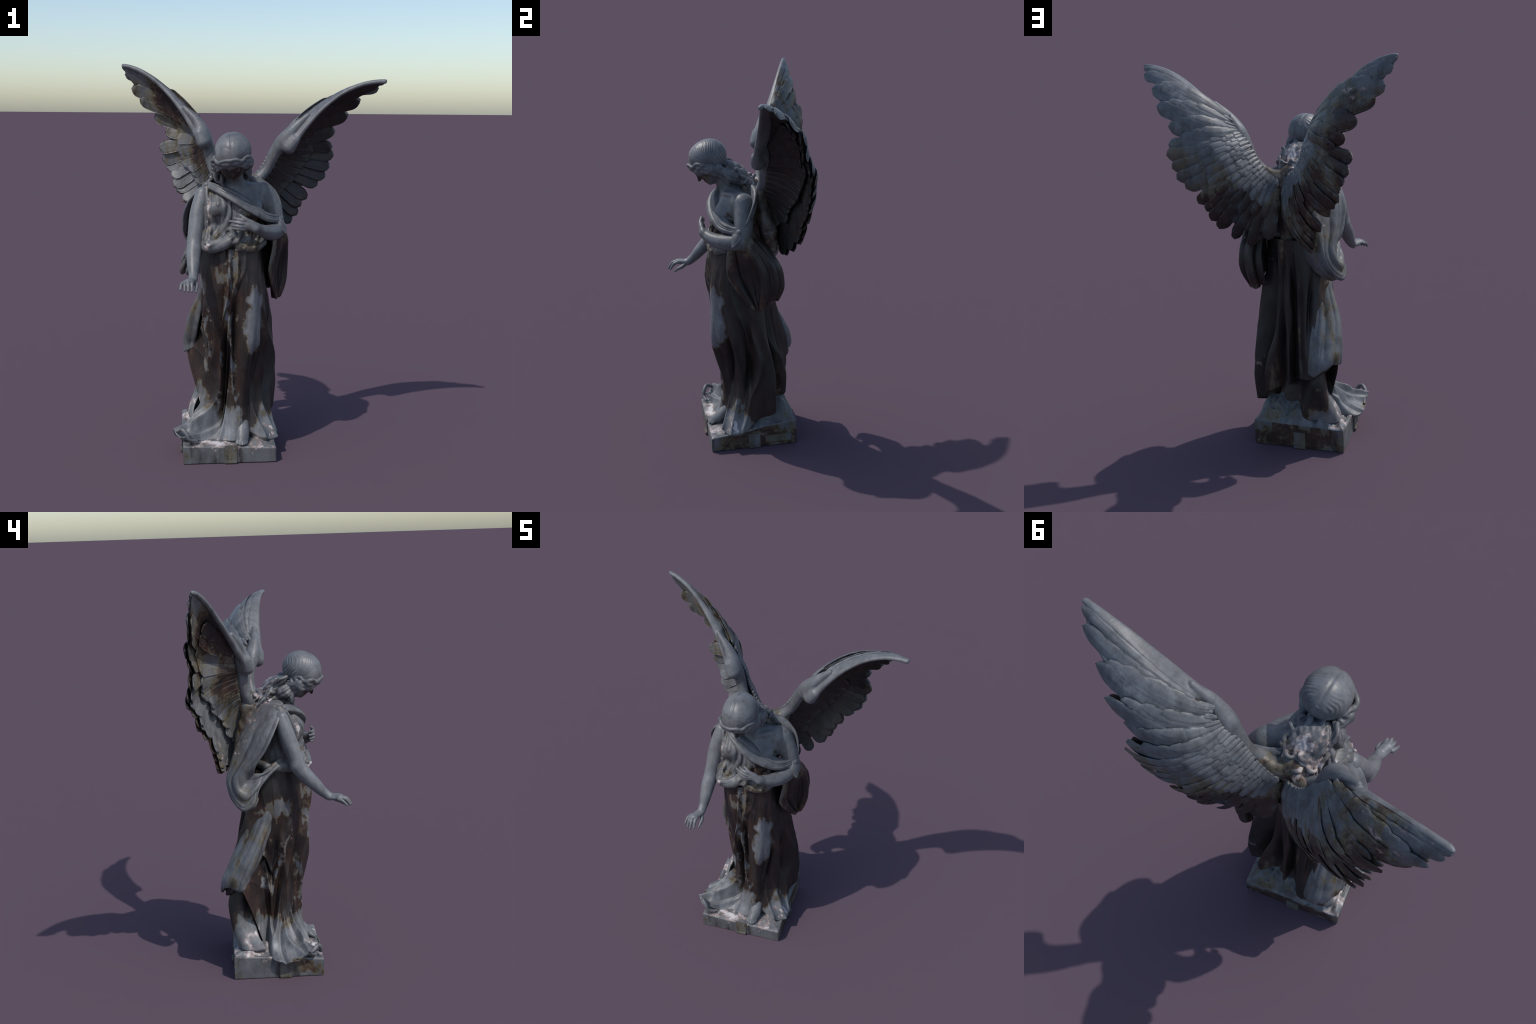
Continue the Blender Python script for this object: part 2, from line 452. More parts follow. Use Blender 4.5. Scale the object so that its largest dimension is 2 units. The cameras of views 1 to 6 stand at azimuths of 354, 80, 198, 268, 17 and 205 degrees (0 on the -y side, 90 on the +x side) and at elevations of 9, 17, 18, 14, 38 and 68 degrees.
def bronze(name, bias, spots=(), lime=(), vary=.22, scale=9.0, blue=.0, rough=.46, streak=(1, 1, .45), lime_scale=16, dirt=.5, finger=.15):
    """Patina driven by one wear value: dark bronze -> rust -> ochre rim -> slate -> pale slate.
    spots: (centre, radii, amount) where rain has turned the metal slate (+) or left it dark (-).
    lime:  (centre, radii, amount) where pale crust sits."""
    m = bpy.data.materials.new(name); m.use_nodes = True
    nt = m.node_tree; N, L = nt.nodes, nt.links
    bsdf = N['Principled BSDF']
    tc = N.new('ShaderNodeTexCoord')

    def math_node(op, a, b=None, c=None):
        n = N.new('ShaderNodeMath'); n.operation = op
        for i, x in enumerate((a, b, c)):
            if x is None: continue
            if isinstance(x, (int, float)): n.inputs[i].default_value = x
            else: L.new(x, n.inputs[i])
        return n.outputs[0]

    def noise(sc, detail=5, st=(1, 1, 1), rgh=.6):
        mp = N.new('ShaderNodeMapping'); mp.inputs['Scale'].default_value = st
        L.new(tc.outputs['Object'], mp.inputs['Vector'])
        n = N.new('ShaderNodeTexNoise'); n.inputs['Scale'].default_value = sc
        n.inputs['Detail'].default_value = detail; n.inputs['Roughness'].default_value = rgh
        L.new(mp.outputs['Vector'], n.inputs['Vector'])
        return n.outputs['Fac']

    wn = N.new('ShaderNodeTexNoise'); wn.inputs['Scale'].default_value = 13; wn.inputs['Detail'].default_value = 5; wn.inputs['Roughness'].default_value = .65
    L.new(tc.outputs['Object'], wn.inputs['Vector'])
    wc = N.new('ShaderNodeVectorMath'); wc.operation = 'MULTIPLY_ADD'
    wc.inputs[1].default_value = (.16, .16, .20); L.new(wn.outputs['Color'], wc.inputs[0])
    wa = N.new('ShaderNodeVectorMath'); wa.operation = 'SUBTRACT'; wa.inputs[1].default_value = (.08, .08, .10)
    L.new(tc.outputs['Object'], wa.inputs[0]); L.new(wa.outputs[0], wc.inputs[2])
    fm = N.new('ShaderNodeMapping'); fm.inputs['Scale'].default_value = (34, 34, 4)
    L.new(tc.outputs['Object'], fm.inputs['Vector'])
    fn = N.new('ShaderNodeTexNoise'); fn.inputs['Scale'].default_value = 1; fn.inputs['Detail'].default_value = 3
    L.new(fm.outputs['Vector'], fn.inputs['Vector'])
    fv = N.new('ShaderNodeCombineXYZ')
    L.new(math_node('MULTIPLY_ADD', fn.outputs['Fac'], finger, -finger / 2), fv.inputs['Z'])
    fa = N.new('ShaderNodeVectorMath'); fa.operation = 'ADD'
    L.new(wc.outputs[0], fa.inputs[0]); L.new(fv.outputs[0], fa.inputs[1])
    warped = fa.outputs[0]

    def blob(c, r):
        s = N.new('ShaderNodeVectorMath'); s.operation = 'SUBTRACT'; s.inputs[1].default_value = c
        L.new(warped, s.inputs[0])
        d = N.new('ShaderNodeVectorMath'); d.operation = 'DIVIDE'; d.inputs[1].default_value = r
        L.new(s.outputs[0], d.inputs[0])
        l = N.new('ShaderNodeVectorMath'); l.operation = 'LENGTH'; L.new(d.outputs[0], l.inputs[0])
        mr = N.new('ShaderNodeMapRange'); mr.interpolation_type = 'SMOOTHSTEP'
        mr.inputs['From Min'].default_value = 1.25; mr.inputs['From Max'].default_value = .55
        L.new(l.outputs['Value'], mr.inputs['Value'])
        return mr.outputs['Result']

    n1 = noise(scale, 6, streak)
    n2 = noise(scale * 6, 4)
    w = math_node('MULTIPLY_ADD', n1, vary * 3.4, bias - vary * 1.7)
    w = math_node('ADD', w, math_node('MULTIPLY_ADD', n2, .26, -.13))
    for c, r, a in spots:
        w = math_node('MULTIPLY_ADD', blob(c, r), a, w)
    ramp = N.new('ShaderNodeValToRGB'); e = ramp.color_ramp.elements
    e[0].position, e[0].color = .0, DARK
    e[1].position, e[1].color = 1.0, PALE
    for p, c in ((.24, (.024, .0165, .014, 1)), (.38, RUST), (.47, OCHRE), (.55, SLATE), (.75, (.145, .149, .156, 1))):
        x = e.new(p); x.color = c
    L.new(w, ramp.inputs['Fac'])
    col = ramp.outputs['Color']

    def mix(fac, a, b):
        n = N.new('ShaderNodeMix'); n.data_type = 'RGBA'
        if isinstance(fac, float): n.inputs['Factor'].default_value = fac
        else: L.new(fac, n.inputs['Factor'])
        L.new(a, n.inputs[6])
        if isinstance(b, tuple): n.inputs[7].default_value = b
        else: L.new(b, n.inputs[7])
        return n.outputs[2]

    # faint blue-green and brown clouding
    cl = N.new('ShaderNodeMapRange'); cl.inputs['From Min'].default_value = .52; cl.inputs['From Max'].default_value = .75
    L.new(noise(scale * 1.7, 5), cl.inputs['Value'])
    col = mix(math_node('MULTIPLY', cl.outputs['Result'], .12 + blue), col, (.10, .13, .155, 1))
    # dark run-off streaks
    dr = N.new('ShaderNodeMapRange'); dr.interpolation_type = 'SMOOTHSTEP'
    dr.inputs['From Min'].default_value = .50; dr.inputs['From Max'].default_value = .72
    L.new(noise(26, 5, (1, 1, .18), .6), dr.inputs['Value'])
    col = mix(math_node('MULTIPLY', dr.outputs['Result'], dirt), col, (.022, .018, .017, 1))
    # soft mottling
    mo = N.new('ShaderNodeMapRange'); mo.inputs['From Min'].default_value = .34; mo.inputs['From Max'].default_value = .66
    mo.inputs['To Min'].default_value = .62; mo.inputs['To Max'].default_value = 1.16
    L.new(noise(17, 7, (1, 1, .6), .68), mo.inputs['Value'])
    mm = N.new('ShaderNodeVectorMath'); mm.operation = 'SCALE'
    L.new(col, mm.inputs[0]); L.new(mo.outputs['Result'], mm.inputs['Scale'])
    col = mm.outputs[0]
    if lime:
        tot = None
        for c, r, a in lime:
            x = math_node('MULTIPLY', blob(c, r), a)
            tot = x if tot is None else math_node('MAXIMUM', tot, x)
        f = math_node('ADD', tot, math_node('MULTIPLY_ADD', noise(lime_scale, 6, (1, 1, 1), .65), 2.4, -1.2))
        pink = N.new('ShaderNodeMapRange'); pink.inputs['From Min'].default_value = .38; pink.inputs['From Max'].default_value = .56
        L.new(f, pink.inputs['Value'])
        col = mix(math_node('MULTIPLY', pink.outputs['Result'], .7), col, (.27, .19, .165, 1))
        white = N.new('ShaderNodeMapRange'); white.inputs['From Min'].default_value = .52; white.inputs['From Max'].default_value = .78
        L.new(f, white.inputs['Value'])
        col = mix(white.outputs['Result'], col, (.50, .47, .47, 1))
    L.new(col, bsdf.inputs['Base Color'])
    rg = N.new('ShaderNodeMapRange'); rg.inputs['To Min'].default_value = rough - .07; rg.inputs['To Max'].default_value = rough + .12
    L.new(n2, rg.inputs['Value']); L.new(rg.outputs['Result'], bsdf.inputs['Roughness'])
    bsdf.inputs['Specular IOR Level'].default_value = .5
    bump = N.new('ShaderNodeBump'); bump.inputs['Strength'].default_value = .18; bump.inputs['Distance'].default_value = .004
    L.new(noise(120, 4), bump.inputs['Height']); L.new(bump.outputs['Normal'], bsdf.inputs['Normal'])
    MATS[name] = m


def build_materials():
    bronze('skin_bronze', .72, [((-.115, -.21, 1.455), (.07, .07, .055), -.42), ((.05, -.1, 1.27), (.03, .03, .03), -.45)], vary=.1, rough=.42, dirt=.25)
    bronze('arm_bronze', .80, vary=.08, rough=.42, dirt=.1)
    bronze('hair_bronze', .66, [((-.12, .0, 1.44), (.1, .08, .06), -.1)],
           [((-.12, .01, 1.45), (.09, .075, .085), .66), ((-.15, -.05, 1.49), (.05, .05, .05), .42), ((-.2, -.03, 1.4), (.04, .05, .05), .5)], vary=.2, scale=22, blue=.25, streak=(1, 1, 1))
    bronze('cap_bronze', .76, vary=.1, scale=14, blue=.35, rough=.4, dirt=.2)
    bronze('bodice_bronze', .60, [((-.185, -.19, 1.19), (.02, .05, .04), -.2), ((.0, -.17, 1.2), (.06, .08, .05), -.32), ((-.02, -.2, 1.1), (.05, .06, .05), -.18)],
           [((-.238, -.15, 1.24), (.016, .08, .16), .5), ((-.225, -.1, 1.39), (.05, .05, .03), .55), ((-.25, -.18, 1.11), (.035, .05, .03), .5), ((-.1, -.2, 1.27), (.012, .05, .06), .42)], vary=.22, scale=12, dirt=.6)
    bronze('sash_bronze', .66, vary=.16, scale=14)
    bronze('cloak_bronze', .58, [((-.3, .0, 1.25), (.1, .16, .16), .16), ((-.25, .06, 1.1), (.05, .1, .06), -.35), ((.08, .05, 1.0), (.15, .17, .26), -.40), ((.125, .06, .83), (.05, .05, .07), .12)],
           [((-.22, .06, 1.36), (.06, .07, .07), .5), ((-.27, .12, 1.25), (.02, .08, .12), .36)], vary=.2, scale=10)
    # slate worn through along the crests of the long front folds
    worn = []
    for j in (0, 3, 4, 41):
        q = np.array(SKIRT_FOLDS[j][2], float); q[:, 0] = np.degrees(np.unwrap(np.radians(q[:, 0])))
        tt = np.linspace(q[0, 1], q[-1, 1], 7)
        for x in skirt_point(np.interp(tt, q[:, 1], q[:, 0]), tt, .02):
            worn.append((tuple(float(v) for v in x), (.017, .03, .055), .34))
    bronze('skirt_bronze', .22, worn + [
        ((-.008, -.21, .69), (.062, .09, .14), .62), ((.008, -.2, .82), (.04, .08, .07), .45),
        ((-.28, -.22, .12), (.2, .16, .24), .62), ((-.16, -.17, .16), (.11, .1, .14), .5),
        ((.06, -.12, .11), (.1, .13, .12), .5), ((-.33, .02, .14), (.13, .14, .2), .55), ((-.27, .12, .17), (.14, .14, .13), .48),
        ((-.09, -.2, .98), (.03, .05, .12), .3), ((-.19, -.19, .95), (.05, .05, .05), .2),
        ((-.27, -.03, .88), (.05, .09, .07), .42), ((-.3, .06, .74), (.05, .06, .1), .42), ((-.29, -.03, .5), (.05, .05, .06), .2),
        ((-.12, .2, .58), (.03, .06, .1), .16)],
        [((-.3, .1, .17), (.06, .08, .08), .46), ((.02, -.13, .12), (.04, .05, .04), .5), ((-.17, -.18, .1), (.08, .05, .03), .42), ((.08, -.12, .1), (.06, .08, .03), .5)], vary=.42, scale=9, streak=(1, 1, .22), finger=.16, dirt=.3)
    bronze('flap_bronze', .60, vary=.3, scale=12, blue=.2)
    bronze('wing_slate', .72, vary=.12, scale=10, blue=.3, dirt=.3)
    bronze('left_feather_bronze', .52, [((.3, .0, 1.75), (.4, .3, .28), .3), ((.25, .25, 1.15), (.4, .2, .2), -.2), ((.05, .17, 1.2), (.2, .2, .2), -.12)], vary=.2, scale=9, blue=.3)
    bronze('left_lining_bronze', .22, [((.33, .2, 1.25), (.16, .1, .07), .14)], vary=.18, scale=14)
    bronze('right_feather_bronze', .40, [((-.6, .33, 1.95), (.16, .15, .15), .2), ((-.3, .2, 1.75), (.15, .15, .15), .12)],
           [((-.5, .3, 1.8), (.2, .1, .2), .22)], vary=.26, scale=11, blue=.5)
    bronze('right_lining_bronze', .54, [((-.4, .2, 1.8), (.18, .15, .16), -.36), ((-.3, .2, 1.5), (.08, .1, .16), -.2), ((-.4, .3, 1.35), (.2, .15, .16), .12)],
           [((-.42, .25, 1.68), (.08, .08, .12), .34), ((-.28, .22, 1.16), (.07, .07, .1), .42)], vary=.22, scale=13)
    bronze('wing_root_bronze', .42, (), [((-.1, .1, 1.36), (.12, .06, .1), .42)], vary=.25, scale=18, blue=.4)
    bronze('base_bronze', .60, [((-.13, .23, .05), (.3, .05, .1), -.24), ((.11, .02, .06), (.04, .26, .1), -.24), ((-.37, -.15, .04), (.05, .12, .04), -.14)],
           [((-.13, -.243, .09), (.3, .02, .016), .5), ((-.366, .1, .125), (.02, .16, .016), .5)], vary=.12, scale=9, streak=(1, 1, 1.6), dirt=.85)
    bronze('ground_bronze', .70, [((0, .16, .18), (.15, .09, .09), -.2)],
           [((-.13, -.22, .09), (.3, .05, .04), .5), ((-.33, .12, .12), (.08, .14, .05), .55), ((.05, -.1, .1), (.09, .14, .05), .42), ((-.05, -.2, .1), (.1, .08, .05), .48)], vary=.2, scale=12, blue=.2)
    bronze('plate_bronze', .5, vary=.12, scale=16)


# ------------------------------------------------------------------ base
BASE_X, BASE_Y = (-.366, .101), (-.243, .218)


def base_top(x, y):
    """Height of the cast ground: slopes up to the back, rocky mound under the heel."""
    fx = (x - BASE_X[0]) / (BASE_X[1] - BASE_X[0]); fy = (y - BASE_Y[0]) / (BASE_Y[1] - BASE_Y[0])
    z = .095 - .018 * fx * (1 - fy) + .034 * fy + .012 * smooth01((fy - .3) / .4) * fx
    z = np.where(fy > .93, z, z)
    edge = np.minimum(np.minimum(fx, 1 - fx), np.minimum(fy, 1 - fy) * 1.0)
    e = smooth01(np.minimum(np.minimum(fx, 1 - fx) / .16, np.minimum(fy / .16, (1 - fy) / .05)))
    g = lambda cx, cy, sx, sy, h: h * np.exp(-((x - cx) / sx) ** 2 - ((y - cy) / sy) ** 2)
    m = g(-.0, .12, .11, .085, .10) + g(-.15, .13, .09, .08, .065) + g(.075, .17, .035, .05, .045) + g(.06, .05, .05, .07, .03)
    m += g(-.27, .15, .06, .06, .02) + g(-.1, -.02, .15, .1, .06)
    p = np.stack([x, y, x * 0], -1)
    k = .009 * noise3(p, 16, 3) + .005 * noise3(p, 38, 4) + (.040 * (.5 - np.abs(noise3(p * np.array([1, .6, 1]), 19, 8))) + .014 * (.5 - np.abs(noise3(p, 44, 9)))) * smooth01((fy - .4) / .3)
    return z + m * e + k * np.minimum(1, edge / .06)


def build_base():
    from itertools import product
    nx = ny = 90
    X, Y = np.meshgrid(np.linspace(*BASE_X, nx), np.linspace(*BASE_Y, ny), indexing='ij')
    wob = .0025 * noise3(np.stack([X, Y, X * 0], -1), 20, 5)
    top = np.stack([X, Y, base_top(X, Y)], -1)
    fxe = np.minimum((X - BASE_X[0]), (BASE_X[1] - X)); fye = np.minimum(Y - BASE_Y[0], BASE_Y[1] - Y)
    top[..., 2] -= .004 * np.exp(-np.minimum(fxe, fye) / .004)
    top[..., 0] = np.clip(top[..., 0] + wob, BASE_X[0], BASE_X[1])
    # cast ground slab
    low = top.copy(); low[..., 2] = .05; low[..., :2] = low[..., :2] * .985 + np.array([-.0019, -.0002])
    V = np.concatenate([top.reshape(-1, 3), low.reshape(-1, 3)])
    f = grid_faces(nx, ny); n = nx * ny
    idx = np.arange(n).reshape(nx, ny)
    ring = np.concatenate([idx[:-1, 0], idx[-1, :-1], idx[:0:-1, -1], idx[0, :0:-1]]); nxt = np.roll(ring, -1)
    F = np.concatenate([f, f[:, ::-1] + n, np.stack([nxt, ring, ring + n, nxt + n], -1)])
    base = None
    # box walls follow the top edge, 2 mm lower and a hair proud of the ground
    m = 60
    ring_xy = []
    for a, b in (((BASE_X[0], BASE_Y[0]), (BASE_X[1], BASE_Y[0])), ((BASE_X[1], BASE_Y[0]), (BASE_X[1], BASE_Y[1])),
                 ((BASE_X[1], BASE_Y[1]), (BASE_X[0], BASE_Y[1])), ((BASE_X[0], BASE_Y[1]), (BASE_X[0], BASE_Y[0]))):
        for i in range(m):
            s = i / m; s = s if 0 < i else .0
            ring_xy.append((a[0] + (b[0] - a[0]) * s, a[1] + (b[1] - a[1]) * s))
    R = np.array(ring_xy)
    zt = base_top(R[:, 0], R[:, 1]) - .004
    c = np.array([(BASE_X[0] + BASE_X[1]) / 2, (BASE_Y[0] + BASE_Y[1]) / 2])
    rows = []
    for grow, zf in ((0, 0.0), (.0012, .04), (.0012, .5), (.0012, .96), (-.003, 1.0), (-.02, 1.0)):
        q = R + np.sign(R - c) * (np.abs(R - c) > .2) * grow
        rows.append(np.column_stack([q, np.maximum(zt * zf, 0)]))
    P = np.stack(rows, 0)
    P[1:4, :, :2] += (.0016 * noise3(P[1:4], 14, 9))[..., None] * np.sign(R - c)[None]
    nr, nc = P.shape[:2]
    V2 = np.concatenate([P.reshape(-1, 3), [[c[0], c[1], 0]]])
    F2 = [list(x[::-1]) for x in grid_faces(nr, nc, False, True)]
    F2 += [[i, nr * nc, (i + 1) % nc] for i in range(nc)]
    me = make_mesh('base', V2, F2, False)
    base = put('base', me, 'base_bronze')
    g = put('rocky_ground', make_mesh('rocky_ground', V, F), 'ground_bronze', base)

    def slab(name, cx, cy, cz, sx, sy, sz, parent, bev=.0015, mat='plate_bronze'):
        import bmesh
        bm = bmesh.new(); bmesh.ops.create_cube(bm, size=1)
        for v in bm.verts: v.co = Vector((cx + v.co.x * sx, cy + v.co.y * sy, cz + v.co.z * sz))
        bmesh.ops.bevel(bm, geom=bm.edges[:], offset=bev, segments=2, affect='EDGES')
        me = bpy.data.meshes.new(name); bm.to_mesh(me); bm.free()
        return put(name, me, mat, parent)

    def bolt(x, y, z, axis, parent):
        import bmesh
        bm = bmesh.new(); bmesh.ops.create_uvsphere(bm, u_segments=12, v_segments=8, radius=.0045)
        for v in bm.verts:
            p = list(v.co); p[axis] *= .6; v.co = Vector((x + p[0], y + p[1], z + p[2]))
        me = bpy.data.meshes.new('bolt'); bm.to_mesh(me); bm.free()
        me.polygons.foreach_set('use_smooth', [True] * len(me.polygons))
        put('bolt', me, 'plate_bronze', parent)

    for cx, cy, sx, sy, h in ((-.128, BASE_Y[0] - .001, .064, .008, .088), (BASE_X[1] + .001, -.012, .008, .062, .078),
                              (-.136, BASE_Y[1] + .001, .062, .008, .085), (BASE_X[0] - .001, -.045, .008, .062, .105)):
        slab('mounting_plate', cx, cy, h / 2 + .003, sx, sy, h, base)
        foot_x = cx + (0 if sx > sy else math.copysign(.005, cx + .13)); foot_y = cy + (math.copysign(.005, cy) if sx > sy else 0)
        slab('mounting_plate', foot_x, foot_y, .007, sx + (.006 if sx < sy else 0), sy + (.006 if sx > sy else 0), .012, base)
        ax = 1 if sx > sy else 0
        for k in (-.3, .3, 0):
            z = h - .016 if k else .026
            px = cx + k * sx if ax == 1 else cx + math.copysign(.0045, cx + .13)
            py = cy + k * sy if ax == 0 else cy + math.copysign(.0045, cy)
            bolt(px, py, z, ax, base)
    slab('side_strip', BASE_X[1] + .002, .118, .042, .007, .145, .04, base)
    for x in (-.35, -.27, -.03, .085):
        for z in (.02, .112):
            bolt(x, BASE_Y[1] + .0025, z if x not in (-.03,) else .018, 1, base)


# ------------------------------------------------------------------ skirt
def build_skirt():
    nth, nt = 620, 300
    th, t = np.meshgrid(np.linspace(0, 360, nth, endpoint=False), np.linspace(0, 1, nt) ** .92, indexing='ij')
    rz = skirt_base(th, t)
    h = skirt_fold_height(th, t, rz[..., 0])
    # lift the folds along the outward normal of each meridian, so that they also show on the flat train
    dr, dz = np.gradient(rz[..., 0], axis=1), np.gradient(rz[..., 1], axis=1)
    ln = np.hypot(dr, dz) + 1e-9
    r = rz[..., 0] - h * dz / ln
    a = np.radians(th)
    P = np.stack([SKIRT_AXIS[0] + r * np.sin(a), -r * np.cos(a), np.maximum(rz[..., 1] + h * dr / ln, .085)], -1)
    P += (.0022 * noise3(P * np.array([1, 1, .35]), 30, 11))[..., None] * np.stack([np.sin(a), -np.cos(a), a * 0], -1)
    # turn the hem under: rows going inward and slightly up
    hem = P[:, -1]
    rad = np.stack([np.sin(a[:, 0]), -np.cos(a[:, 0])], -1)
    ins = []
    for inn, up in ((.006, -.004), (.014, 0), (.024, .02), (.05, .08), (.08, .1)):
        free = smooth01((hem[:, 2] - .14) / .08)                 # only hems hanging free show an inside
        q = hem.copy(); q[:, :2] -= rad * (inn * (.3 + .7 * free))[:, None]; q[:, 2] += up * free - (1 - free) * inn * .25; ins.append(q)
    P = np.concatenate([P, np.stack(ins, 1)], 1)
    nv = P.shape[1]
    V = P.reshape(-1, 3)
    F = grid_faces(nth, nv, True, False)
    return put('skirt', make_mesh('skirt', V, F[:, ::-1].copy()), 'skirt_bronze')


def strand_sheet(strands, nu, nv, half, ripple=(), seed=0, name='cloth', mat='cloak_bronze', wobble=.003):
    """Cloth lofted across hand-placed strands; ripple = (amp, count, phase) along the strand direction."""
    C = np.stack([curve(s, nv) for s in strands])                # k, nv, 3
    P = hermite(np.linspace(0, 1, len(strands)), C, np.linspace(0, 1, nu))
    n = grid_normals(P)
    u = np.linspace(0, 1, nu)[:, None]; v = np.linspace(0, 1, nv)[None, :]
    h = np.zeros((nu, nv))
    for amp, cnt, ph, drift in ripple:
        h += amp * (1.1 - 2 * np.sqrt(np.sin(math.pi * (u * cnt + ph + drift * v)) ** 2 + .012)) * smooth01(v / .35) * (.4 + .6 * v)
    h += wobble * noise3(P, 18, seed)
    P = P + n * h[..., None]
    V, F = thick_sheet(P, half)
    return put(name, make_mesh(name, V, F), mat)


def build_cloths():
    # swinging flap of the overskirt on the statue's right side
    strand_sheet([
        [(-.20, .05, .96), (-.21, .12, .80), (-.215, .165, .69), (-.21, .20, .59), (-.21, .22, .52), (-.205, .23, .43)],
        [(-.225, .02, .97), (-.248, .105, .80), (-.262, .162, .69), (-.262, .225, .59), (-.262, .262, .52), (-.245, .274, .438)],
        [(-.238, -.01, .98), (-.270, .066, .80), (-.305, .122, .69), (-.315, .19, .58), (-.318, .222, .53), (-.31, .234, .485)],
        [(-.243, -.035, .98), (-.281, .028, .81), (-.328, .085, .69), (-.35, .14, .58), (-.356, .168, .52), (-.352, .178, .472)],
        [(-.225, -.05, .96), (-.25, .0, .80), (-.268, .045, .69), (-.285, .095, .58), (-.292, .125, .54), (-.295, .135, .505)],
    ], 80, 100, .005, [(.009, 2.3, .2, .25), (.004, 5.3, .4, -.3)], 21, 'overskirt_flap', 'flap_bronze')
    # cloth sweeping over the heel behind
    strand_sheet([
        [(-.0, .06, .48), (-.0, .08, .36), (-.01, .1, .28), (-.01, .115, .24), (-.01, .12, .2)],
        [(-.10, .08, .48), (-.10, .10, .36), (-.10, .12, .28), (-.10, .135, .22), (-.10, .14, .17)],
        [(-.17, .14, .48), (-.175, .17, .36), (-.165, .18, .28), (-.155, .185, .21), (-.15, .185, .165)],
        [(-.22, .19, .48), (-.225, .225, .37), (-.225, .22, .28), (-.215, .205, .2), (-.205, .195, .15)],
        [(-.25, .20, .48), (-.258, .228, .37), (-.27, .218, .28), (-.29, .195, .19), (-.302, .172, .14)],
        [(-.255, .14, .48), (-.265, .17, .37), (-.28, .165, .28), (-.318, .145, .19), (-.332, .115, .135)],
        [(-.225, .08, .48), (-.235, .10, .37), (-.255, .105, .28), (-.295, .085, .19), (-.305, .05, .13)],
    ], 90, 80, .006, [(.008, 3.2, .0, .3)], 23, 'skirt_hem', 'skirt_bronze')
    # rolled lip of the train
    lip = Clay((-.43, -.27, .07), (-.26, -.1, .22), .0022)
    lip.tube([(-.30, -.222, .112), (-.335, -.232, .125), (-.352, -.225, .155), (-.372, -.21, .17), (-.392, -.19, .158), (-.4, -.16, .138)], [.008, .01, .011, .011, .010, .006], .008, 20)
    lip.tube([(-.40, -.15, .135), (-.405, -.11, .118), (-.405, -.06, .11)], [.007, .007, .004], .006)
    clay_part('train_roll', lip, 'skirt_bronze')

    # cloak falling from the right shoulder down the back, looped up to the waist
    strand_sheet([
        [(-.10, .05, 1.37), (-.14, .11, 1.20), (-.165, .13, 1.10), (-.20, .145, 1.00), (-.25, .14, .93), (-.305, .115, .900), (-.325, .09, .915), (-.315, .07, .955)],
        [(-.12, .07, 1.38), (-.17, .15, 1.22), (-.195, .185, 1.12), (-.23, .205, 1.035), (-.285, .19, .955), (-.332, .14, .912), (-.342, .11, .93), (-.33, .09, .98)],
        [(-.17, .055, 1.41), (-.215, .135, 1.27), (-.255, .19, 1.13), (-.285, .212, 1.03), (-.322, .187, .95), (-.358, .135, .912), (-.36, .1, .935), (-.335, .085, 1.0)],
        [(-.205, .02, 1.42), (-.26, .095, 1.28), (-.292, .16, 1.14), (-.305, .205, 1.04), (-.335, .185, .97), (-.362, .14, .932), (-.36, .11, .955), (-.33, .08, 1.02)],
        [(-.23, -.02, 1.415), (-.295, .05, 1.29), (-.32, .118, 1.16), (-.32, .18, 1.05), (-.345, .165, .995), (-.357, .125, .975), (-.348, .09, 1.0), (-.315, .055, 1.05)],
        [(-.245, -.05, 1.40), (-.315, .01, 1.30), (-.338, .07, 1.18), (-.33, .14, 1.075), (-.325, .14, 1.03), (-.325, .1, 1.03), (-.32, .06, 1.055), (-.29, .02, 1.09)],
        [(-.25, -.07, 1.385), (-.325, -.03, 1.31), (-.352, .02, 1.21), (-.335, .085, 1.11), (-.305, .09, 1.08), (-.31, .05, 1.08), (-.3, .01, 1.1), (-.27, -.03, 1.13)],
    ], 90, 120, .006, [(.007, 3.2, .1, .2), (.003, 6.3, .4, -.2)], 25, 'cloak', 'cloak_bronze')
    strand_sheet([
        [(-.357, .12, .92), (-.36, .085, .945), (-.335, .06, 1.01), (-.305, .0, 1.075), (-.27, -.07, 1.115)],
        [(-.335, .135, .945), (-.335, .09, .98), (-.325, .06, 1.03), (-.3, .0, 1.09), (-.265, -.07, 1.135)],
        [(-.31, .13, .98), (-.305, .09, 1.01), (-.3, .05, 1.06), (-.28, .0, 1.11), (-.25, -.06, 1.15)],
    ], 40, 70, .005, [(.004, 1.5, .0, .2)], 26, 'cloak', 'cloak_bronze')
    # cloak caught over the left forearm, hanging as a pouch
    strand_sheet([
        [(.10, -.10, 1.20), (.085, -.125, 1.08), (.067, -.118, .965), (.085, -.06, .87), (.114, .012, .79)],
        [(.12, -.09, 1.21), (.105, -.09, 1.08), (.095, -.07, .965), (.105, -.02, .87), (.118, .022, .792)],
        [(.135, -.075, 1.22), (.135, -.05, 1.1), (.118, .0, .98), (.115, .02, .88), (.122, .03, .797)],
        [(.145, -.06, 1.22), (.165, -.01, 1.1), (.168, .04, .98), (.158, .045, .88), (.127, .038, .80)],
        [(.142, -.04, 1.22), (.16, .035, 1.1), (.165, .085, .99), (.16, .085, .90), (.13, .055, .815)],
        [(.125, -.02, 1.22), (.13, .06, 1.1), (.148, .118, 1.0), (.142, .118, .93), (.12, .08, .845)],
        [(.09, .0, 1.22), (.095, .085, 1.1), (.105, .14, 1.0), (.095, .148, .91), (.085, .12, .83)],
        [(.06, .0, 1.22), (.055, .06, 1.1), (.06, .10, 1.0), (.055, .105, .91), (.05, .08, .84)],
    ], 130, 100, .006, [(.014, 5.2, .1, .1), (.005, 9.3, .3, .2)], 27, 'cloak_pouch', 'cloak_bronze')


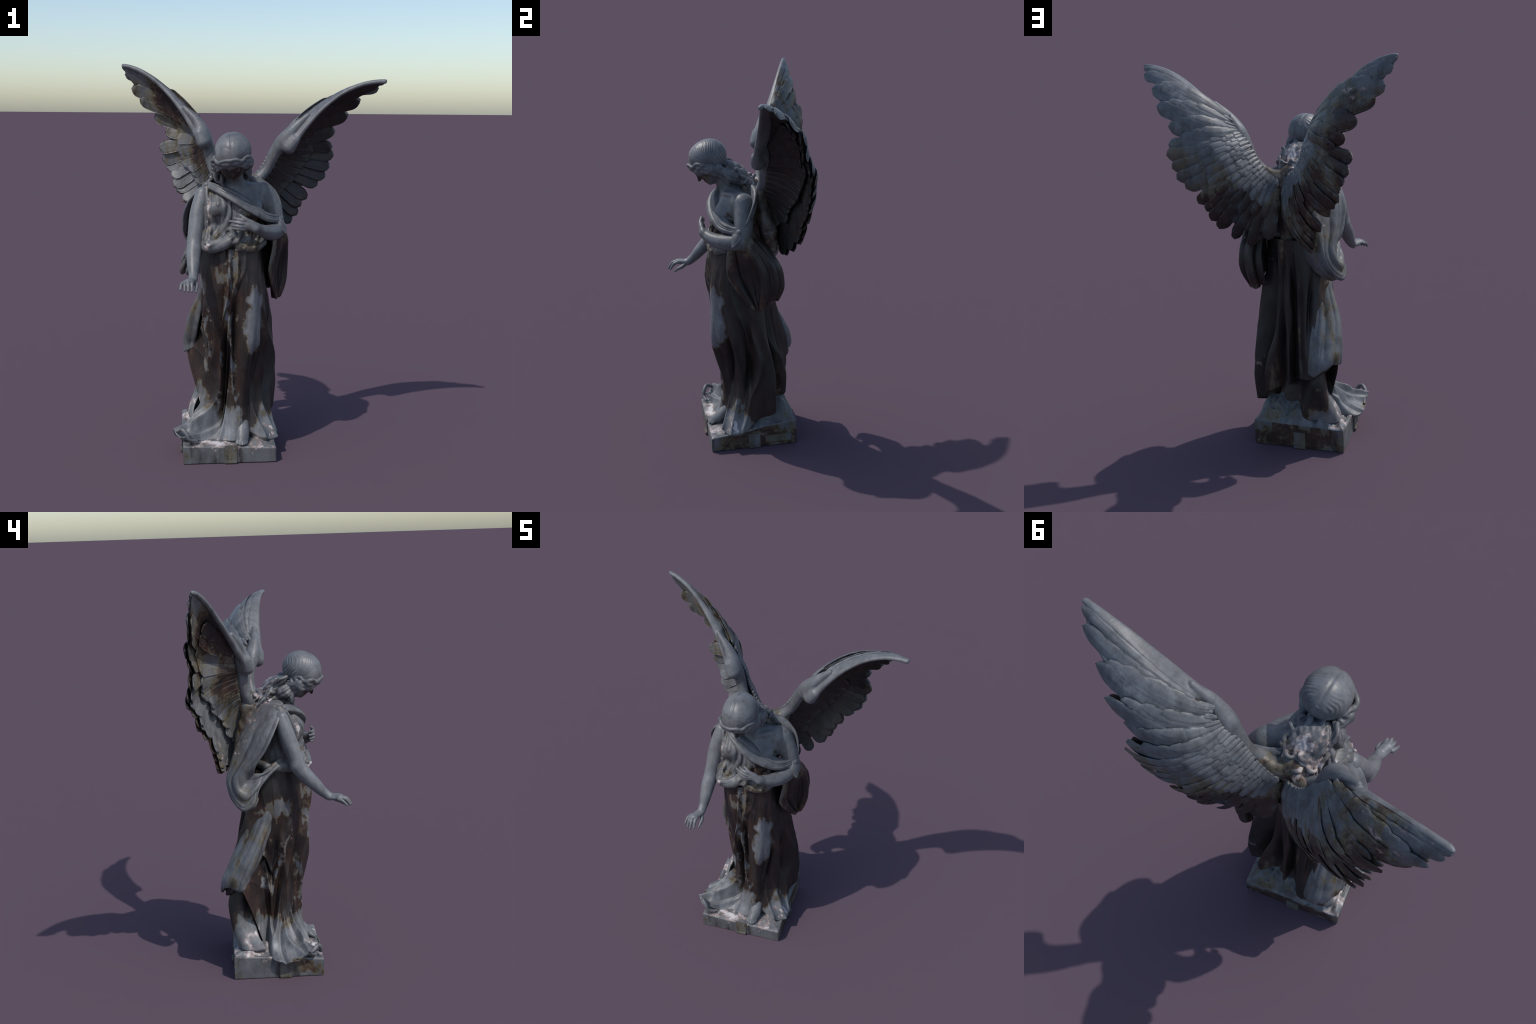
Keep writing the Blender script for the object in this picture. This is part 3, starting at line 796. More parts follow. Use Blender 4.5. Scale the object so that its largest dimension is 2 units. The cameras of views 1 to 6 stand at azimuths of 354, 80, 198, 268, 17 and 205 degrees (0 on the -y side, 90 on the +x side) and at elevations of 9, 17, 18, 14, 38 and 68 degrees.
# ------------------------------------------------------------------ body
def head_frame():
    U = np.array((-.19, -.69, .70)); U /= np.linalg.norm(U)
    F = np.array((-.02, -.71, -.70)); F -= U * (F @ U); F /= np.linalg.norm(F)
    X = np.cross(U, F) * -1
    if X[0] < 0: X = -X
    return np.stack([X, F, U])


CHIN = np.array((-.111, -.172, 1.417))


def H(a, b, c):
    A = head_frame()
    return CHIN + A[0] * a + A[1] * b + A[2] * c


def build_body():
    A = head_frame()
    k = Clay((-.26, -.30, 1.10), (.19, .06, 1.66), .0026)
    # torso, shoulders, neck
    k.ball((-.085, -.055, 1.27), (.135, .10, .13), .03)
    k.tube([(-.20, -.045, 1.345), (-.08, -.05, 1.355), (.045, -.03, 1.345)], [.045, .05, .05], .04)
    k.ball((-.025, -.115, 1.275), (.058, .06, .062), .03)
    k.tube([(-.115, -.12, 1.47), (-.10, -.085, 1.42), (-.085, -.06, 1.36)], [.046, .045, .06], .02)
    k.tube([(-.07, -.105, 1.372), (-.02, -.095, 1.385), (.04, -.05, 1.385)], [.008, .009, .01], .02)      # collar bone
    k.tube([(-.085, -.12, 1.43), (-.075, -.11, 1.38)], [.012, .010], .02)
    # left arm across the waist
    k.tube([(.05, -.03, 1.345), (.085, -.035, 1.28), (.108, -.04, 1.21), (.118, -.05, 1.165)], [.054, .050, .045, .041], .02, 30)
    k.tube([(.118, -.05, 1.163), (.09, -.115, 1.158), (.045, -.185, 1.168), (-.005, -.228, 1.192)], [.041, .042, .034, .0235], .015, 34)
    k.ball((.045, -.118, 1.265), (.012, .03, .02), .012, cut=True)
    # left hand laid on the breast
    k.tube([(-.005, -.230, 1.194), (-.035, -.233, 1.207), (-.068, -.225, 1.21)], [.023, .026, .024], .012, flat=((.1, 1, .1), 1.75))
    k.tube([(-.03, -.235, 1.222), (-.06, -.236, 1.238), (-.084, -.226, 1.256)], [.011, .0095, .007], .006)
    for tip, kn in (((-.116, -.213, 1.240), (-.07, -.234, 1.230)), ((-.135, -.210, 1.225), (-.073, -.236, 1.216)),
                    ((-.126, -.214, 1.205), (-.073, -.234, 1.200)), ((-.117, -.218, 1.190), (-.068, -.23, 1.187))):
        tip, kn = np.array(tip), np.array(kn)
        mid = (tip + kn) / 2 + np.array((0, -.007, .001))
        k.tube([kn + (.012, .004, 0), kn, mid, tip], [.0085, .0088, .0078, .006], .004, 10)
    # head
    k.ball(H(0, -.068, .105), (.073, .078, .086), .02, A)
    k.ball(H(0, -.050, .068), (.059, .054, .078), .02, A)
    k.ball(H(0, -.036, .026), (.043, .036, .034), .018, A)
    k.ball(H(0, -.013, .010), (.017, .015, .014), .012, A)
    for s in (-1, 1):
        k.ball(H(.030 * s, -.020, .056), (.020, .016, .022), .016, A)          # cheek
        k.ball(H(.028 * s, -.002, .089), (.016, .014, .008), .01, A, cut=True)    # eye socket
        k.ball(H(.028 * s, -.0125, .086), (.0145, .011, .0095), .004, A)        # lowered lid
        k.tube([H(.008 * s, -.002, .098), H(.028 * s, -.001, .104), H(.046 * s, -.013, .1)], [.005, .005, .004], .008)
        k.tube([H(.0075 * s, .0045, .056), H(.009 * s, .003, .058)], [.0055, .005], .004)
    k.tube([H(0, -.003, .104), H(0, .004, .085), H(0, .0135, .066), H(0, .0185, .058)], [.0075, .007, .0078, .0085], .007)
    k.tube([H(-.017, -.006, .034), H(-.006, .0015, .0365), H(0, .001, .0355), H(.006, .0015, .0365), H(.017, -.006, .034)], [.003, .0048, .0042, .0048, .003], .004)
    k.tube([H(-.014, -.007, .029), H(0, .0005, .0265), H(.014, -.007, .029)], [.003, .0058, .003], .004)
    k.tube([H(-.017, .000, .0318), H(0, .0062, .0318), H(.017, .000, .0318)], [.0012, .0016, .0012], .002, cut=True)
    V, F = k.mesh(); V = relax(V, F, 2)
    nrm = head_frame()

    def is_head(c):
        d = (c - CHIN) @ nrm.T
        return (c[:, 2] > 1.395) & ((d[:, 1] > -.06) | (c[:, 2] > 1.475)) & (c[:, 1] < -.06)
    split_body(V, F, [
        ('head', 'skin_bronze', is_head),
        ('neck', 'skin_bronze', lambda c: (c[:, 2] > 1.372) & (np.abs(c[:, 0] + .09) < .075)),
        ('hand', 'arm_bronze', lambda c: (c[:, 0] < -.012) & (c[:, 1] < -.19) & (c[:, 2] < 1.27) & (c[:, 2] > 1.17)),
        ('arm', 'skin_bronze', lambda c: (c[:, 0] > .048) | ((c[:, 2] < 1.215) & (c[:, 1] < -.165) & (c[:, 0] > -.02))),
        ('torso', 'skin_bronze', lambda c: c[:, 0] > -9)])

    # right arm reaching down and forward
    r = Clay((-.40, -.42, .88), (-.22, .02, 1.40), .0022)
    r.tube([(-.262, -.058, 1.345), (-.283, -.085, 1.25), (-.296, -.115, 1.165), (-.303, -.13, 1.115)], [.036, .043, .040, .0375], .01, 36)
    r.tube([(-.303, -.127, 1.112), (-.309, -.165, 1.067), (-.312, -.215, 1.015), (-.314, -.262, .967), (-.317, -.287, .949)], [.0375, .0375, .032, .0235, .0205], .012, 40)
    D = np.array((0, 0, -.013))
    r.tube(np.array([(-.317, -.285, .962), (-.326, -.308, .962), (-.336, -.33, .962)]) + D, [.020, .0245, .025], .01, flat=((-.1, .25, 1), 1.7))
    for kn, mid, tip in (((-.362, -.325, .957), (-.372, -.345, .951), (-.378, -.366, .930)), ((-.349, -.332, .962), (-.357, -.361, .956), (-.358, -.384, .927)),
                         ((-.335, -.335, .964), (-.341, -.368, .957), (-.342, -.392, .926)), ((-.320, -.332, .962), (-.324, -.362, .954), (-.324, -.384, .925))):
        r.tube(np.array([kn, mid, tip]) + D, [.0092, .0082, .0058], .004, 10)
    r.tube(np.array([(-.312, -.30, .955), (-.300, -.322, .941), (-.303, -.345, .930), (-.305, -.362, .918)]) + D, [.0115, .0105, .0088, .0062], .005, 12)
    V, F = r.mesh(); V = relax(V, F, 2)
    split_body(V, F, [('hand', 'arm_bronze', lambda c: (c[:, 1] < -.283)), ('arm', 'arm_bronze', lambda c: c[:, 0] > -9)])

    # bare foot under the hem
    f = Clay((-.13, -.26, .07), (.0, -.08, .21), .002)
    f.tube([(-.062, -.13, .175), (-.062, -.155, .145), (-.066, -.19, .112), (-.07, -.21, .102)], [.027, .028, .026, .02], .012, flat=((1, 0, 0), .8))
    for i, (x, y) in enumerate(((-.094, -.226), (-.080, -.236), (-.068, -.236), (-.057, -.231), (-.047, -.222))):
        f.tube([(x * .7 - .02, -.195, .108), (x, y + .014, .102), (x, y, .092)], [.011, .009, .007 - .0004 * i], .004, 10)
    clay_part('foot', f, 'arm_bronze')


# ------------------------------------------------------------------ bodice and sash
def build_bodice():
    k = Clay((-.33, -.26, 1.02), (.11, .13, 1.44), .0028)
    k.ball((-.10, -.05, 1.28), (.15, .105, .135), .03)
    k.ball((-.10, -.055, 1.15), (.155, .135, .11), .04)
    k.ball((-.185, -.115, 1.275), (.06, .065, .062), .035)
    k.ball((-.03, -.112, 1.265), (.06, .062, .062), .035)
    k.tube([(-.235, -.05, 1.375), (-.258, -.07, 1.30), (-.258, -.095, 1.19), (-.25, -.115, 1.11)], [.032, .04, .036, .028], .03)
    # bloused roll over the girdle
    k.tube([(-.262, -.03, 1.10), (-.257, -.11, 1.098), (-.225, -.17, 1.092), (-.17, -.185, 1.105), (-.125, -.185, 1.125)], [.028, .032, .034, .03, .024], .018, 20)
    k.tube([(-.13, -.19, 1.13), (-.10, -.192, 1.112), (-.083, -.188, 1.088), (-.10, -.185, 1.078)], [.016, .017, .015, .010], .01, 14)
    k.tube([(-.085, -.18, 1.10), (-.04, -.18, 1.085), (.0, -.165, 1.09), (.035, -.12, 1.11)], [.02, .022, .023, .024], .016, 16)
    k.tube([(-.26, .02, 1.10), (-.2, .05, 1.10), (-.1, .06, 1.1), (.0, .04, 1.1), (.045, .0, 1.11)], .022, .02, 20)
    # gathered folds
    for path, rad in (([(-.240, 1.385), (-.237, 1.327), (-.240, 1.245), (-.238, 1.184), (-.245, 1.125)], .011),
                      ([(-.125, 1.33), (-.129, 1.255), (-.149, 1.198), (-.19, 1.153), (-.245, 1.113)], .012),
                      ([(-.108, 1.315), (-.103, 1.247), (-.112, 1.19)], .009), ([(-.19, 1.345), (-.188, 1.30)], .007),
                      ([(-.165, 1.345), (-.158, 1.29), (-.168, 1.22), (-.2, 1.165)], .007), ([(-.215, 1.35), (-.214, 1.28), (-.218, 1.2), (-.232, 1.14)], .008),
                      ([(-.085, 1.3), (-.078, 1.24), (-.085, 1.16), (-.1, 1.12)], .009), ([(-.02, 1.2), (-.03, 1.14), (-.06, 1.09)], .006),
                      ([(.02, 1.2), (.01, 1.14), (-.01, 1.09)], .006), ([(-.15, 1.15), (-.19, 1.125), (-.23, 1.105)], .009),
                      ([(-.275, 1.33), (-.28, 1.26), (-.272, 1.19), (-.262, 1.13)], .008)):
        k.fold(path, rad * 1.4, .007)
    for path, rad in (([(-.226, 1.36), (-.226, 1.28), (-.228, 1.2)], .006), ([(-.19, 1.24), (-.19, 1.2), (-.215, 1.155)], .010),
                      ([(-.117, 1.31), (-.116, 1.25), (-.122, 1.2)], .005), ([(-.14, 1.165), (-.18, 1.138), (-.23, 1.118)], .006),
                      ([(-.255, 1.36), (-.257, 1.28), (-.252, 1.18)], .006), ([(-.095, 1.19), (-.095, 1.15), (-.115, 1.13)], .006),
                      ([(-.06, 1.2), (-.055, 1.15), (-.075, 1.12)], .007)):
        k.groove(path, rad * 1.35, .006, -.1)
    k.rough(.0018, 40, 31)
    # the bare left shoulder side is carved away above the sash
    cutter = np.array((.30, -.45, .84)); cutter /= np.linalg.norm(cutter)
    sl, P = k._block((-.33, -.26, 1.02), (.11, .13, 1.44))
    plane = (P - np.array((-.07, -.15, 1.325))) @ np.array((.52, -.30, .80)) / 1.0
    plane = np.where(P[..., 1] < .02, plane, -.1)
    k.d[sl] = np.maximum(k.d[sl], np.where(P[..., 0] > -.21, plane, -.1).astype(np.float32))
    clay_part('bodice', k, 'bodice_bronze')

    # rolled neckline drawn from the right shoulder to the left elbow, and back over the shoulder
    s = Clay((-.28, -.23, 1.10), (.20, .10, 1.45), .0026)
    top = [(-.236, -.07, 1.405), (-.171, -.118, 1.388), (-.114, -.138, 1.368), (-.056, -.145, 1.334), (.002, -.145, 1.296), (.048, -.132, 1.258), (.10, -.092, 1.24), (.125, -.065, 1.235)]
    low = [(-.238, -.085, 1.385), (-.171, -.145, 1.353), (-.114, -.172, 1.322), (-.056, -.178, 1.285), (.002, -.168, 1.252), (.055, -.142, 1.222), (.108, -.095, 1.212), (.13, -.07, 1.215)]
    top, low = curve(top, 30), curve(low, 30)
    def band(f, out, dy=0.0):
        e = np.minimum(1, np.minimum(np.arange(30) / 4, (29 - np.arange(30)) / 4))[:, None]
        return top * (1 - f) + low * f + e * (np.array((.15, -1, .3)) * out + np.array((0, dy, 0)))
    strand_sheet([band(-.02, .0, .03), band(.0, .004), band(.18, .012), band(.34, .009), band(.52, .012), band(.7, .011), band(.86, .016), band(1.05, .014), band(1.18, .008), band(1.22, .0, .03)],
                 70, 120, .005, [], 34, 'sash', 'sash_bronze', .0025)
    # band up the outside of the arm to the shoulder blade
    s.tube([(.128, -.068, 1.222), (.14, -.035, 1.255), (.132, -.005, 1.31), (.10, .022, 1.365), (.05, .035, 1.40), (-.02, .03, 1.42)],
           [.009, .007, .007, .008, .011, .014], .01, 24)
    s.tube([(.11, -.02, 1.24), (.098, .012, 1.31), (.06, .03, 1.37), (.0, .038, 1.395)], [.010, .013, .018, .022], .015, 20)
    # knot and the loose corner over the elbow
    s.ball((.132, -.062, 1.222), (.017, .015, .014), .01)
    s.tube([(.132, -.07, 1.215), (.145, -.09, 1.18), (.155, -.104, 1.152)], [.014, .020, .004], .008, 14, flat=((.75, -.6, .1), 2.2))
    s.tube([(.118, -.09, 1.205), (.135, -.1, 1.175), (.155, -.106, 1.15)], [.008, .008, .003], .006, 14)
    s.tube([(.14, -.05, 1.21), (.156, -.07, 1.18), (.158, -.102, 1.152)], [.008, .007, .003], .006, 14)
    # pinned gathers on the right shoulder
    for d in (-.035, -.02, -.005, .012):
        s.tube([(-.238, -.07, 1.393), (-.225, -.03 + d, 1.412), (-.19, .0 + d, 1.418), (-.14, .02 + d, 1.415)], [.008, .009, .011, .012], .006, 14)
    s.ball((-.24, -.075, 1.392), (.015, .015, .013), .008)
    s.rough(.0012, 45, 33)
    clay_part('sash_knot', s, 'sash_bronze')


# ------------------------------------------------------------------ hair
def build_hair():
    rng = np.random.default_rng(7)
    c = np.array((-.118, -.19, 1.562))
    # smooth cap, parted in the middle, strands combed down
    k = Clay((-.24, -.31, 1.44), (.01, -.06, 1.67), .0022)
    k.ball(c + (0, .004, .002), (.0855, .091, .079), .01)
    A = head_frame()
    k.ball(c + A[1] * -.02 + A[2] * -.01, (.083, .09, .085), .02, A)
    near = np.argwhere(np.abs(k.d) < .02)
    p = k.lo + near * k.res - c
    q = p @ A.T                                        # across, forward, crown
    ang = np.arctan2(q[:, 1] + .3 * np.abs(q[:, 0]), q[:, 2])
    d = k.d[tuple(near.T)]
    d = d + .003 * np.exp(-(q[:, 0] / .006) ** 2) * (q[:, 2] > -.03)      # parting
    comb = p[:, 1] * .95 + p[:, 2] * .22 + .012 * np.sin(p[:, 2] * 38) + .010 * noise3(p, 26, 61)
    low = smooth01((np.abs(q[:, 0]) - .012) / .05)
    deep = smooth01((.045 - q[:, 2]) / .09)
    d = d + .0032 * (.55 + .6 * noise3(p, 34, 62)) * np.sin(comb * 2 * math.pi / .0135) * low * (.25 + .75 * deep) + .0007 * np.sin(comb * 2 * math.pi / .0057) * low
    k.d[tuple(near.T)] = d
    cap = clay_part('hair_cap', k, 'cap_bronze', 1)
    # waved band around the brow, then long curls down the back
    h = Clay((-.26, -.31, 1.36), (.045, .10, 1.58), .0026)
    h.ball((-.11, -.06, 1.475), (.075, .06, .06), .02)
    h.ball((-.12, -.005, 1.435), (.075, .06, .042), .02)

    def brow(a, dz=0, out=0):
        """a: angle round the head, 0 at the brow, 1 to the nape."""
        s = np.sin(a); co = np.cos(a)
        return H((.085 + out) * s, -.062 + (.062 + out) * co, .128 - .05 * (1 - co) * .6 + dz)
    for side in (-1, 1):
        for j in range(5):
            pts = []
            for i in range(15):
                t = i / 14
                a = side * (.05 + t * 2.35)
                wv = (.0075 - .0008 * j) * math.sin(t * (17 + 3 * j) + j * 1.9)
                pts.append(brow(a, .020 - (.0060 + .0068 * smooth01(np.array(t * 2.4))) * j + wv * (.35 + .65 * min(1, t * 3)) - .026 * t + .006 * math.exp(-(t / .08) ** 2), .001 + .0015 * j + .004 * math.cos(t * 20 + j * 1.4 + 1) * min(1, t * 3)))
            h.tube(pts, [.0075, .0095, .0115, .011, .008], .003, 44)
        # locks falling beside the neck
        for j in range(5):
            st = brow(side * (1.5 + .22 * j), -.03, .002)
            e = np.array((-.115 + side * (.075 + .006 * j), -.095 + .022 * j, 1.425 + .006 * (j % 2)))
            if side > 0: e = e + np.array((-.005, .03, .0))
            pts = []
            for i in range(9):
                t = i / 8
                q = st * (1 - t) + e * t + np.array((side * .012 * math.sin(t * 9 + j), .010 * math.cos(t * 10 + j * 2), 0))
                pts.append(q)
            h.tube(pts, [.011, .012, .010, .006], .004, 26)
    # hooked lock over the right collar
    h.tube([(-.185, -.115, 1.475), (-.197, -.12, 1.445), (-.19, -.115, 1.415), (-.172, -.12, 1.405), (-.168, -.13, 1.42)], [.010, .011, .010, .008, .005], .003, 24)
    h.tube([(-.165, -.11, 1.46), (-.17, -.125, 1.425), (-.165, -.125, 1.395), (-.155, -.125, 1.385)], [.010, .010, .008, .005], .003, 20)
    # curls on the back
    for j in range(46):
        u = rng.random(); x = -.205 + .18 * u
        st = np.array((-.175 + .125 * u, -.095 + .01 * rng.random(), 1.50 + .03 * rng.random()))
        ln = .35 + .65 * rng.random()
        e = np.array((x + .03 * rng.normal() * .5, -.04 + .115 * ln, 1.462 - .045 * ln - .05 * abs(u - .55)))
        ph = rng.random() * 6; am = .009 + .006 * rng.random()
        pts = []
        for i in range(10):
            t = i / 9
            arch = np.array((0, 0, .026 * math.sin(math.pi * t)))
            pts.append(st * (1 - t) + e * t + arch + np.array((am * 1.2 * math.sin(t * 8 + ph), am * .4 * math.cos(t * 8 + ph), am * .8 * math.sin(t * 8 + ph * 2))))
        h.tube(pts, [.008, .0095, .009, .004], .0025, 34)
    for cx, cy, cz in ((-.11, .03, 1.452), (-.06, .035, 1.445), (-.15, .055, 1.435), (-.1, .07, 1.42), (-.185, -.02, 1.455), (-.03, .0, 1.44), (-.13, -.03, 1.495)):
        a0 = rng.random() * 6
        ring = [(cx + .014 * math.cos(a0 + a), cy + .012 * math.sin(a0 + a), cz + .008 * math.sin(a * 1.1) + .003 * a) for a in np.linspace(0, 4.9, 10)]
        h.tube(ring, [.009, .010, .006], .003, 24)
    h.rough(.002, 60, 37)
    clay_part('hair_locks', h, 'hair_bronze', 1)

# ------------------------------------------------------------------ wings
# feather tips from the innermost (hanging beside the spine) to the outermost, then the leading edge
WINGS = {
    'left': dict(
        tips=[(-.005, .175, 1.10), (.085, .18, 1.065), (.158, .20, 1.11), (.223, .220, 1.165), (.256, .228, 1.208), (.28, .228, 1.25),
              (.318, .238, 1.288), (.376, .240, 1.362), (.415, .243, 1.407), (.432, .243, 1.462), (.455, .246, 1.524), (.449, .235, 1.57),
              (.452, .205, 1.655), (.516, .18, 1.745), (.565, .11, 1.817), (.644, .026, 1.873), (.668, -.036, 1.912), (.66, -.04, 1.905)],
        roots={0: (-.045, .09, 1.375), 3: (.02, .09, 1.41), 6: (.075, .085, 1.475), 9: (.115, .08, 1.55), 11: (.15, .08, 1.585), 13: (.18, .08, 1.615), 16: (.202, .05, 1.645), 17: (.19, .012, 1.57)},
        bows={0: (0, .012, .0), 4: (0, .06, .0), 8: (0, .074, .0), 11: (0, .068, .0), 13: (0, .055, .012), 14: (0, .05, .028), 15: (0, .045, .046), 16: (0, .035, .066), 17: (0, .018, .092)},
        primary=12, skip=(), arm=[(-.03, .075, 1.37), (.035, .07, 1.415), (.078, .078, 1.465), (.115, .074, 1.542), (.162, .058, 1.605), (.202, .044, 1.657), (.28, .035, 1.735)],
        arm_r=[.036, .028, .027, .030, .040, .032, .014],
        bulge=[(.185, .028, 1.575), (.212, .016, 1.61)], mats=('left_feather_bronze', 'left_lining_bronze', 'wing_slate')),
    'right': dict(
        tips=[(-.225, .24, 1.095), (-.245, .255, 1.08), (-.264, .262, 1.098), (-.278, .27, 1.137), (-.297, .278, 1.191), (-.353, .312, 1.275),
              (-.387, .343, 1.321), (-.402, .345, 1.352), (-.415, .361, 1.398), (-.438, .388, 1.444), (-.46, .386, 1.49), (-.475, .374, 1.553),
              (-.447, .374, 1.645), (-.501, .388, 1.726), (-.576, .366, 1.815), (-.623, .368, 1.872), (-.665, .358, 1.945), (-.67, .346, 1.992), (-.655, .335, 1.988)],
        roots={0: (-.095, .10, 1.385), 3: (-.155, .13, 1.43), 6: (-.195, .14, 1.50), 9: (-.215, .145, 1.57), 11: (-.235, .15, 1.605), 14: (-.255, .155, 1.645), 17: (-.272, .14, 1.675), 18: (-.258, .098, 1.59)},
        bows={0: (.065, -.005, -.02), 2: (.055, .015, -.01), 5: (.035, .05, .0), 8: (.01, .055, .0), 11: (0, .058, .0), 13: (.005, .058, .012), 15: (.005, .048, .036), 17: (0, .022, .064), 18: (0, .03, .085)},
        primary=12, skip=(), arm=[(-.13, .08, 1.37), (-.18, .10, 1.425), (-.205, .122, 1.49), (-.222, .126, 1.562), (-.247, .124, 1.63), (-.28, .14, 1.70), (-.345, .175, 1.772)],
        arm_r=[.036, .028, .027, .030, .038, .028, .013],
        bulge=[(-.252, .10, 1.60), (-.270, .104, 1.64)], mats=('right_feather_bronze', 'right_lining_bronze', 'wing_slate')),
}


class WingForm:
    def __init__(self, spec):
        self.T = np.array(spec['tips'], float); self.n = len(self.T)
        rk = sorted(spec['roots']); bk = sorted(spec['bows']); s = np.arange(self.n)
        self.R = hermite(rk, [spec['roots'][k] for k in rk], s.astype(float))
        self.B = hermite(bk, [spec['bows'][k] for k in bk], s.astype(float))
        self.s = s.astype(float)

    def at(self, s, t):
        s = np.asarray(s, float); t = np.asarray(t, float)[..., None]
        R, T, B = hermite(self.s, self.R, s), hermite(self.s, self.T, s), hermite(self.s, self.B, s)
        cup = np.interp(s, [0, 3, 8, 13, self.n - 3, self.n - 1], [0, .010, .030, .034, .016, 0])[..., None]
        return R * (1 - t) + T * t + B * 4 * t * (1 - t) + cup * np.array((0, 1, 0)) * 9.48 * t * (1 - np.clip(t, 0, 1)) ** 3

    def frame(self, s, t):
        e = 1e-3
        c = self.at(s, t)
        along = self.at(s, np.asarray(t) + e) - self.at(s, np.asarray(t) - e)
        s0 = np.clip(np.asarray(s) - .5, 0, self.n - 2); s1 = np.clip(np.asarray(s) + .5, .5, self.n - 1.6)
        tt = np.minimum(t, .7)
        side = self.at(s1, tt) - self.at(s0, tt)
        along /= np.linalg.norm(along, axis=-1, keepdims=True)
        side -= along * (side * along).sum(-1, keepdims=True)
        side /= np.maximum(np.linalg.norm(side, axis=-1, keepdims=True), 1e-9)
        nrm = np.cross(side, along)
        nrm *= np.sign((nrm * np.array((0, 1, .35))).sum(-1, keepdims=True) + 1e-9)
        return c, side, nrm


def feather(wing, s, t0, t1, width, lift, thick, tilt, rng, point=.5, bend=0.0, barbs=1.0):
    """One solid feather on the wing form: blade with rib, rounded tip and slanting barb notches."""
    nb, na = 36, 13
    b = np.linspace(0, 1, nb); a = np.linspace(-1, 1, na)
    tt = t0 + (t1 - t0) * b
    c, side, nrm = wing.frame(np.full(nb, s), tt)
    ln = np.linalg.norm(np.diff(c, axis=0), axis=1).sum()
    rest = (1 - b) * ln / width                                  # distance to the tip in half widths
    w = width * np.sqrt(np.clip(1 - np.clip(1 - rest / (1.1 + point), 0, 1) ** 2, 0, 1))
    w = w * (.55 + .45 * smooth01(b / .45)) + .0006
    A2, Bm = np.meshgrid(a, b)
    lean = bend * width * np.sin(math.pi * b)
    P = c[:, None] + side[:, None] * ((A2 * w[:, None]) + lean[:, None])[..., None]
    ph = rng.random() * 6
    dome = np.sqrt(np.clip(1 - A2 ** 2, 0, 1))
    rib = np.exp(-(A2 / .16) ** 2) * .25 * (1 - b[:, None] * .6)
    cut = np.sin(Bm * ln / .011 + np.abs(A2) * 2.6 * np.sign(A2 + .01) + ph)
    notch = -.13 * barbs * smooth01((cut - .55) / .45) * np.abs(A2) ** .7
    hump = .35 * barbs * np.sin(Bm * ln / .021 + A2 * 1.8 + ph) * .25
    h = thick * (dome * (.85 + hump) + rib + notch)
    off = lift + tilt * A2 * w[:, None] - .10 * w[:, None] * A2 ** 2
    tipdrop = -(thick * .6) * smooth01((b - .8) / .2)[:, None]
    top = P + nrm[:, None] * (off + h + tipdrop)[..., None]
    bot = P + nrm[:, None] * (off - h + tipdrop)[..., None]
    V = np.concatenate([top.reshape(-1, 3), bot.reshape(-1, 3)])
    f = grid_faces(nb, na); N = nb * na
    idx = np.arange(N).reshape(nb, na)
    ring = np.concatenate([idx[:-1, 0], idx[-1, :-1], idx[:0:-1, -1], idx[0, :0:-1]]); nx = np.roll(ring, -1)
    F = np.concatenate([f, f[:, ::-1] + N, np.stack([nx, ring, ring + N, nx + N], -1)])
    n = np.cross(V[F[0, 2]] - V[F[0, 0]], V[F[0, 3]] - V[F[0, 1]])
    if n @ nrm[0] < 0: F = F[:, ::-1]
    return V, np.ascontiguousarray(F)


